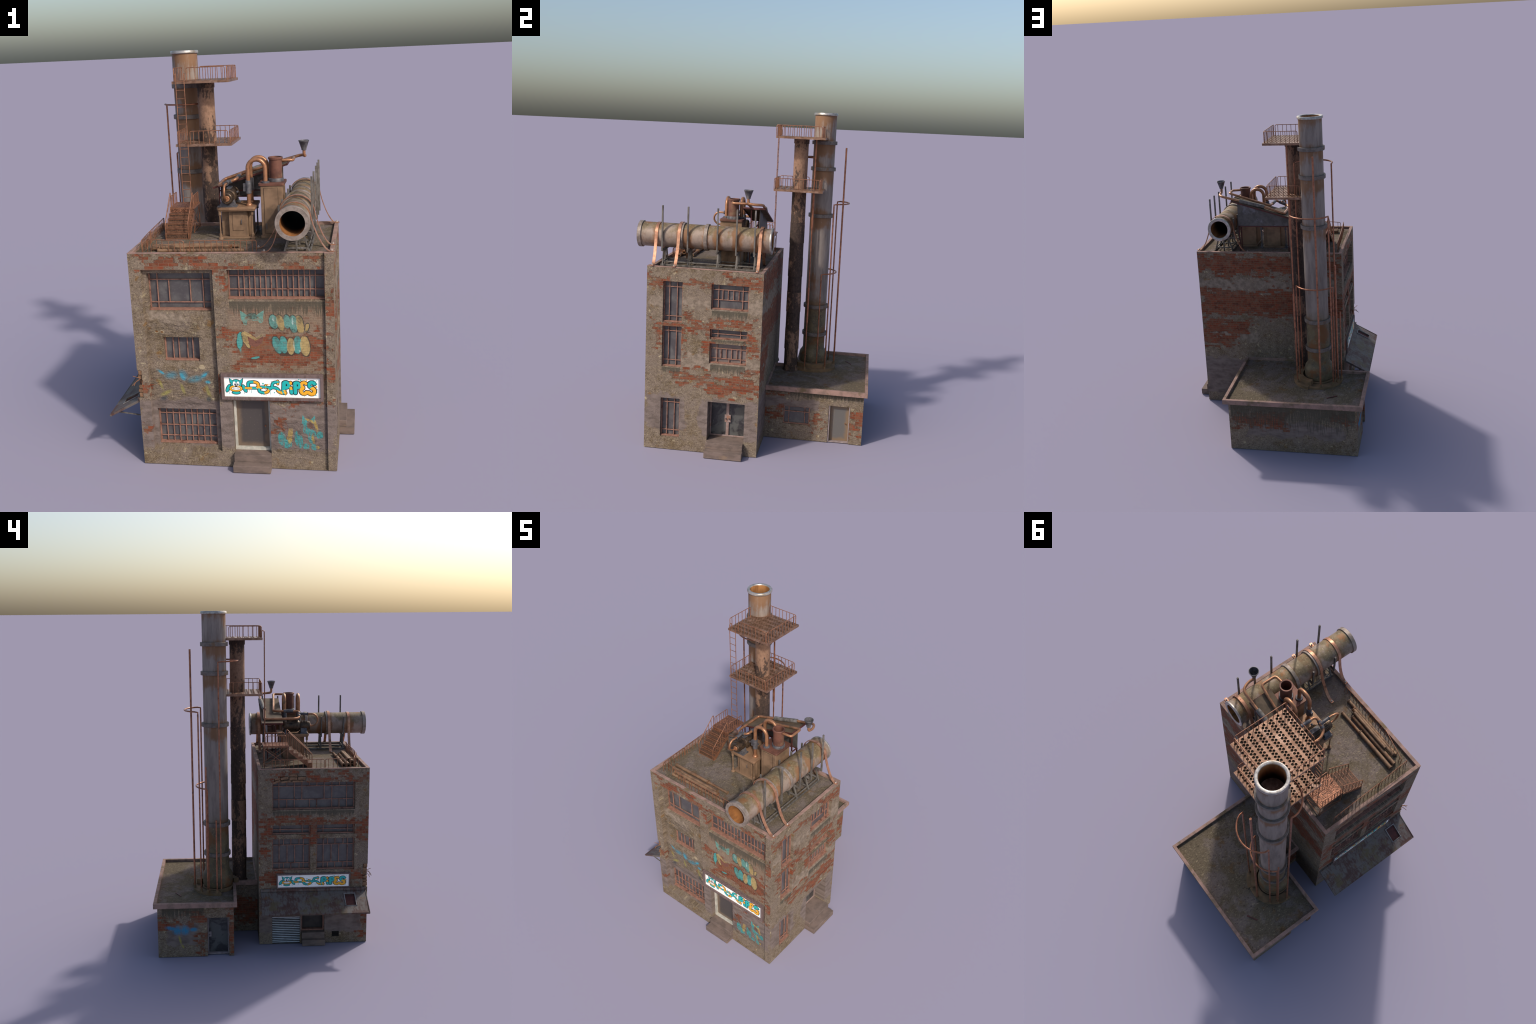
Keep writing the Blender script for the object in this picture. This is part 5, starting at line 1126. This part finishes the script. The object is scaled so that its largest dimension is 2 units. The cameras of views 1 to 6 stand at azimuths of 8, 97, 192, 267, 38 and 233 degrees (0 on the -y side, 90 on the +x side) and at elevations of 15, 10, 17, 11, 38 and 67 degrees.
mp = group("machine_pipework")
def ppipe(pts, r=0.0076, bend=0.018, mat=None, name="copper_pipe"):
    g = Geo(); g.pipe(pts, r, bend, 14); return make(name, g, mat or M_COPPIPE, mp)
for y in (-0.2165, -0.1265):
    x0, x1, zc = 0.1015, 0.1875, 1.4225; rr = (x1 - x0) / 2
    P = [(x0, y, 1.2375)] + [((x0 + x1) / 2 + rr * math.cos(math.radians(a)), y, zc + rr * math.sin(math.radians(a))) for a in range(180, -1, -12)] + [(x1, y, 1.3490)]
    g = Geo(); g.sweep(P, 0.0106, 16); make("goose_neck_pipe", g, M_COPPIPE, mp)
    g = Geo(); g.lathe([(0.0106, 1.2378), (0.0165, 1.2378), (0.0165, 1.2440), (0.0135, 1.2480), (0.0106, 1.2500)], (x0, y, 0), "z", 20); make("pipe_collar", g, M_COPPIPE, mp)
    g = Geo(); g.lathe([(0.0106, 1.3498), (0.0205, 1.3498), (0.0205, 1.3550), (0.0185, 1.3570), (0.0125, 1.3575), (0.0106, 1.3590)], (x1, y, 0), "z", 24); make("pipe_collar", g, M_STEEL, mp)
    g = Geo(); g.lathe([(0.0106, 1.2980), (0.0145, 1.2990), (0.0145, 1.3620), (0.0135, 1.3635), (0.0106, 1.3640)], (x0, y, 0), "z", 20)
    if y < -0.2: g.box(x0 - 0.026, x0 - 0.0120, y - 0.006, y + 0.006, 1.310, 1.348)
    make("pipe_sleeve", g, M_STEEL, mp)
ppipe([(0.264, -0.165, 1.4530), (0.3205, -0.1600, 1.4510), (0.3200, -0.0690, 1.4525), (0.0455, -0.0505, 1.3735), (0.0410, -0.1150, 1.3715), (0.0405, -0.2080, 1.3700), (0.0150, -0.2130, 1.3600), (-0.0030, -0.2080, 1.3585)], 0.0075)
def sleeve(a, b, r, mat=None):
    g = Geo(); a, b = Vector(a), Vector(b); d = (b - a).normalized() * 0.0012
    g.sweep([a, a + d * 0.01, a + d, b - d, b - d * 0.01, b], r, 16, radii=[r * 0.55, r * 0.9, r, r, r * 0.9, r * 0.55]); make("pipe_sleeve", g, mat or M_STEEL, mp)
sleeve((0.0412, -0.1150, 1.3716), (0.0406, -0.1770, 1.3706), 0.0105)
ppipe([(-0.0030, -0.2085, 1.3585), (-0.0350, -0.2090, 1.3380), (-0.0580, -0.1700, 1.3345), (-0.0600, 0.0130, 1.3350), (0.0698, 0.0068, 1.3793), (0.2311, 0.0214, 1.4221), (0.3500, 0.0250, 1.4530), (0.3730, -0.0200, 1.4540), (0.3690, -0.0590, 1.4580), (0.3688, -0.0592, 1.4900)], 0.0078, [0.02, 0.016, 0.022, 0.02, 0.02, 0.026, 0.02, 0.014])
sleeve((0.0698, 0.0068, 1.3793), (0.2311, 0.0214, 1.4221), 0.0128, M_WOOD)
sleeve((0.018, -0.2125, 1.3610), (-0.026, -0.2085, 1.3440), 0.0108)
sleeve((-0.0030, -0.2080, 1.3585), (0.0000, -0.2660, 1.3575), 0.0092)
g = Geo(); g.lathe([(0.008, 0.0), (0.0115, 0.0), (0.0115, 0.004), (0.008, 0.004)], (0, -0.268, 1.3575), "y", 16); make("pipe_collar", g, M_STEEL, mp)
P = [(0.0, -0.266, 1.3575), (0.0, -0.290, 1.3575)] + [(-0.002, -0.2920 - 0.0372 * math.sin(math.radians(a)), 1.3203 + 0.0372 * math.cos(math.radians(a))) for a in range(0, 181, 15)] + [(-0.0035, -0.280, 1.2831)]
g = Geo(); g.sweep(P, 0.0058, 14); make("copper_pipe", g, M_COPPIPE, mp)
fn = group("filling_funnel"); c = (0.3687, -0.0592, 0)
g = Geo(); g.lathe([(0.0085, 1.4870), (0.0125, 1.4870), (0.0128, 1.4925), (0.0255, 1.5310), (0.0270, 1.5320), (0.0270, 1.5365), (0.0245, 1.5368), (0.0110, 1.4960), (0, 1.4955)], c, "z", 28); make("funnel_cone", g, M_STEEL, fn)

mt = group("pump_motor"); mx, mz = 0.0, 1.2835
g = Geo()
g.lathe([(0, -0.2765), (0.0170, -0.2765), (0.0175, -0.2790), (0.0240, -0.2795), (0.0275, -0.2765), (0.0285, -0.2700), (0.0285, -0.2200), (0.0260, -0.2170), (0.0260, -0.2130), (0.0330, -0.2100), (0.0370, -0.2020), (0.0370, -0.1280), (0.0390, -0.1260), (0.0390, -0.1160), (0.0330, -0.1080), (0.015, -0.1030), (0, -0.1025)], (mx, 0, mz), "y", 32)
for y, r in ((-0.252, 0.0310), (-0.232, 0.0310)): g.lathe([(0.028, y - 0.002), (r, y - 0.002), (r, y + 0.002), (0.028, y + 0.002)], (mx, 0, mz), "y", 32)
make("motor_body", g, M_MOTOR, mt)
g = Geo(); g.lathe([(0, -0.2825), (0.0125, -0.2825), (0.0150, -0.2800), (0.0150, -0.2760)], (mx, 0, mz), "y", 24); make("motor_cap", g, M_COPPIPE, mt)
g = Geo()
for i in range(20):
    a = 2 * math.pi * i / 20; c, s = math.cos(a), math.sin(a)
    g.bar((mx + c * 0.0375, -0.200, mz + s * 0.0375), (mx + c * 0.0375, -0.130, mz + s * 0.0375), 0.0024, 0.0060, 0, (c, 0, s))
    g.bar((mx + c * 0.0290, -0.262, mz + s * 0.0290), (mx + c * 0.0290, -0.222, mz + s * 0.0290), 0.0022, 0.0050, 0, (c, 0, s))
make("cooling_fin", g, M_MOTOR, mt)
g = Geo()
for y0, y1 in ((-0.262, -0.212), (-0.135, -0.110)):
    g.prism([(-0.046, 1.2378), (0.040, 1.2378), (0.029, 1.272), (0.016, 1.280), (-0.016, 1.280), (-0.029, 1.272)], y0 + 0.006, y1 - 0.006, "y"); g.box(-0.052, 0.046, y0, y1, 1.2376, 1.2440)
make("motor_cradle", g, M_STEEL, mt, bevel=0.001)
g = Geo(); g.box(-0.012, 0.012, -0.205, -0.150, 1.318, 1.3265); g.cyl((0.036, -0.19, 1.30), (0.046, -0.19, 1.305), 0.006); make("terminal_box", g, M_STEEL, mt, bevel=0.001)

# lean-to over the machinery
sh = group("lean_to_shed")
sl = math.atan2(1.4255 - 1.3125, 0.2830 + 0.0995)
M_sh = Matrix.Translation((-0.0995, 0, 1.3125)) @ Matrix.Rotation(-sl, 4, "Y"); Ls = math.hypot(0.3825, 0.113)
g = Geo(); g.box(0, Ls, -0.1005, 0.0320, -0.0035, 0.0035, 0, M_sh); make("shed_roof", g, M_SHEDROOF, sh, bevel=0.0008)
g = Geo()
for y in (-0.1018, 0.0300): g.box(0.0, Ls, y, y + 0.0035, -0.0085, 0.0008, 0, M_sh)
g.box(-0.0025, 0.0, -0.1015, 0.0335, -0.0085, 0.0025, 0, M_sh); g.box(Ls, Ls + 0.0025, -0.1015, 0.0335, -0.0085, 0.0025, 0, M_sh)
make("roof_edge_trim", g, M_DARKRED, sh)
zt = lambda x: 1.3125 + (x + 0.0995) * math.tan(sl) - 0.0042
g = Geo(); g.prism([(-0.0800, 1.2490), (0.2540, 1.2490), (0.2540, zt(0.2540)), (-0.0800, zt(-0.0800))], -0.0060, -0.0030, "y"); make("gable_sheet", g, M_SHED, sh)
g = Geo()
for x in (-0.0770, 0.2510):
    for y in (-0.0045, -0.0560):
        g.box(x - 0.0035, x + 0.0035, y - 0.0035, y + 0.0035, ZF, (1.2465 if y > -0.03 else zt(x) - 0.002))
    g.box(x - 0.003, x + 0.003, -0.0523, -0.0083, 1.2430, 1.2490); g.box(x - 0.003, x + 0.003, -0.0523, -0.0083, 1.0850, 1.0900)
g.box(-0.0805, 0.2545, -0.0080, -0.0010, 1.2425, 1.2488); g.box(-0.0735, 0.2475, -0.0590, -0.0530, 1.2830, 1.2890)
make("shed_post", g, M_DARKRED, sh)

# ------------------------------------------------------------------ stair to the ladder
sr = group("roof_stair"); sa, sb = -0.3300, -0.2050
g = Geo(); g.box(sa, sb, -0.1150, 0.0350, 1.2075, 1.2120, 0); make("landing_grating", g, M_GRATE, sr)
g = Geo()
g.box(sa - 0.002, sb + 0.002, -0.1172, -0.1152, 1.2035, 1.2125); g.box(sa - 0.002, sb + 0.002, 0.0352, 0.0372, 1.2035, 1.2125)
g.box(sa - 0.0022, sa - 0.0002, -0.1150, 0.0350, 1.2035, 1.2125); g.box(sb + 0.0002, sb + 0.0022, -0.1150, 0.0350, 1.2035, 1.2125)
q = 0.0045; La, Lb, Lc, Ld = sa + q, sb - q, -0.110, 0.030
for x in (La, Lb):
    for y in (Lc, Ld): g.box(x - 0.0022, x + 0.0022, y - 0.0022, y + 0.0022, ZF, 1.2074)
    g.bar((x, Lc, 1.088), (x, Ld, 1.192), 0.0022, 0.0040); g.bar((x + 0.003, Lc, 1.192), (x + 0.003, Ld, 1.088), 0.0022, 0.0040); g.bar((x, Lc, 1.084), (x, Ld, 1.084), 0.003, 0.003); g.bar((x, Lc, 1.199), (x, Ld, 1.199), 0.003, 0.003)
g.bar((La, Ld, 1.084), (Lb, Ld, 1.084), 0.003, 0.003); g.bar((La, Ld, 1.190), (Lb, Ld, 1.088), 0.0022, 0.0040)
make("landing_frame", g, M_RAIL, sr)
ris = [1.1055, 1.1255, 1.1455, 1.1650, 1.1850]; yst = [-0.2530, -0.2270, -0.2000, -0.1725, -0.1440, -0.1165]
for i, z in enumerate(ris):
    g = Geo(); y0, y1 = yst[i], yst[i + 1]; zb = ZF if i == 0 else ris[i - 1]
    g.box(sa, sb, y0 + 0.001, y1, z - 0.004, z, 0); g.box(sa, sb, y0 + 0.0012, y0 + 0.0030, zb + 0.0002, z - 0.0041, 0)
    g.box(sa, sb, y0 - 0.0012, y0 + 0.0008, z - 0.0045, z + 0.0006, 1); g.box(sa, sb, y0 - 0.001, y0 + 0.001, zb + 0.0004, zb + 0.0045, 1)
    make("stair_tread", g, [M_TREAD, M_RAIL], sr)
g = Geo(); g.box(sa, sb, -0.1167, -0.1153, 1.1852, 1.2033); make("stair_tread", g, M_GRATE, sr)
g = Geo()
for x in (sa - 0.0012, sb + 0.0012):
    prof = []
    for i, z in enumerate(ris): prof += [(yst[i], (ZF + 0.0005) if i == 0 else ris[i - 1]), (yst[i], z)]
    prof += [(yst[5], 1.185), (yst[5], 1.172), (-0.2270, 1.0835), (-0.2350, ZF + 0.0005)]
    g.prism(prof, x - 0.001, x + 0.001, "x")
make("stair_stringer", g, M_RAIL, sr)
for x in (sa + 0.0040, sb - 0.0040):
    g = Geo(); y0, y1, z0, z1 = -0.2560, -0.1120, 1.1640, 1.2935
    g.pipe([(x, y0, ZF), (x, y0, z0 - 0.006), (x, y1, z1), (x, y1, 1.205)], 0.0024, 0.012, 8, 0, 4)
    for i in range(5):
        y = y0 + (y1 - y0) * (i + 1) / 6; k = min(range(5), key=lambda j: abs((yst[j] + yst[j + 1]) / 2 - y))
        g.cyl((x, y, ris[k]), (x, y, z0 + (z1 - z0) * (y - y0) / (y1 - y0) - 0.003), 0.0016, seg=6)
    make("stair_handrail", g, M_RAIL, sr)
    g = Geo(); railing(g, (x, -0.0990, 1.2115), (x, 0.0200, 1.2115), 0.0590, 5, 0.008, 0.0021); make("landing_handrail", g, M_RAIL, sr)

# ------------------------------------------------------------------ roof railings and loose pipes
rr = group("roof_railing")
for a, b, h in (((-0.3965, -0.0120), (-0.3860, -0.3215), 0.0620), ((-0.3855, -0.3290), (-0.3735, -0.5270), 0.0625), ((-0.3530, -0.5050), (-0.1640, -0.5500), 0.0635), ((-0.1375, -0.5475), (0.1770, -0.5430), 0.0635)):
    g = Geo(); railing(g, (*a, ZF), (*b, ZF), h); make("railing_panel", g, M_RAIL, rr)
lp = group("loose_pipe_pile")
def loose(x0, x1, y, z, r, fl=True, dy=0.0):
    g = Geo(); Mx = Vector((0, dy, 0))
    g.lathe([(r * 0.62, x0), (r, x0), (r, x1), (r * 0.62, x1), (r * 0.62, x1 - 0.04), (0, x1 - 0.04)], (0, y, z), "x", 14); g.lathe([(0, x0 + 0.03), (r * 0.62, x0 + 0.03), (r * 0.62, x0)], (0, y, z), "x", 14)
    if fl:
        for q in (x0 + 0.002, x1 - 0.0052): g.lathe([(r, q), (r * 1.32, q), (r * 1.32, q + 0.004), (r, q + 0.004)], (0, y, z), "x", 14)
    make("loose_pipe", g, M_OLDPIPE, lp)
loose(-0.3450, -0.0760, -0.4450, ZF + 0.0140, 0.0108); loose(-0.0750, 0.0790, -0.4445, ZF + 0.0120, 0.0082)
loose(-0.3380, 0.0240, -0.4760, ZF + 0.0125, 0.0112); loose(-0.2960, 0.0540, -0.5030, ZF + 0.0230, 0.0104)
loose(-0.3000, 0.1160, -0.5200, ZF + 0.0105, 0.0092); loose(-0.2380, 0.0300, -0.4905, ZF + 0.0300, 0.0085, False)
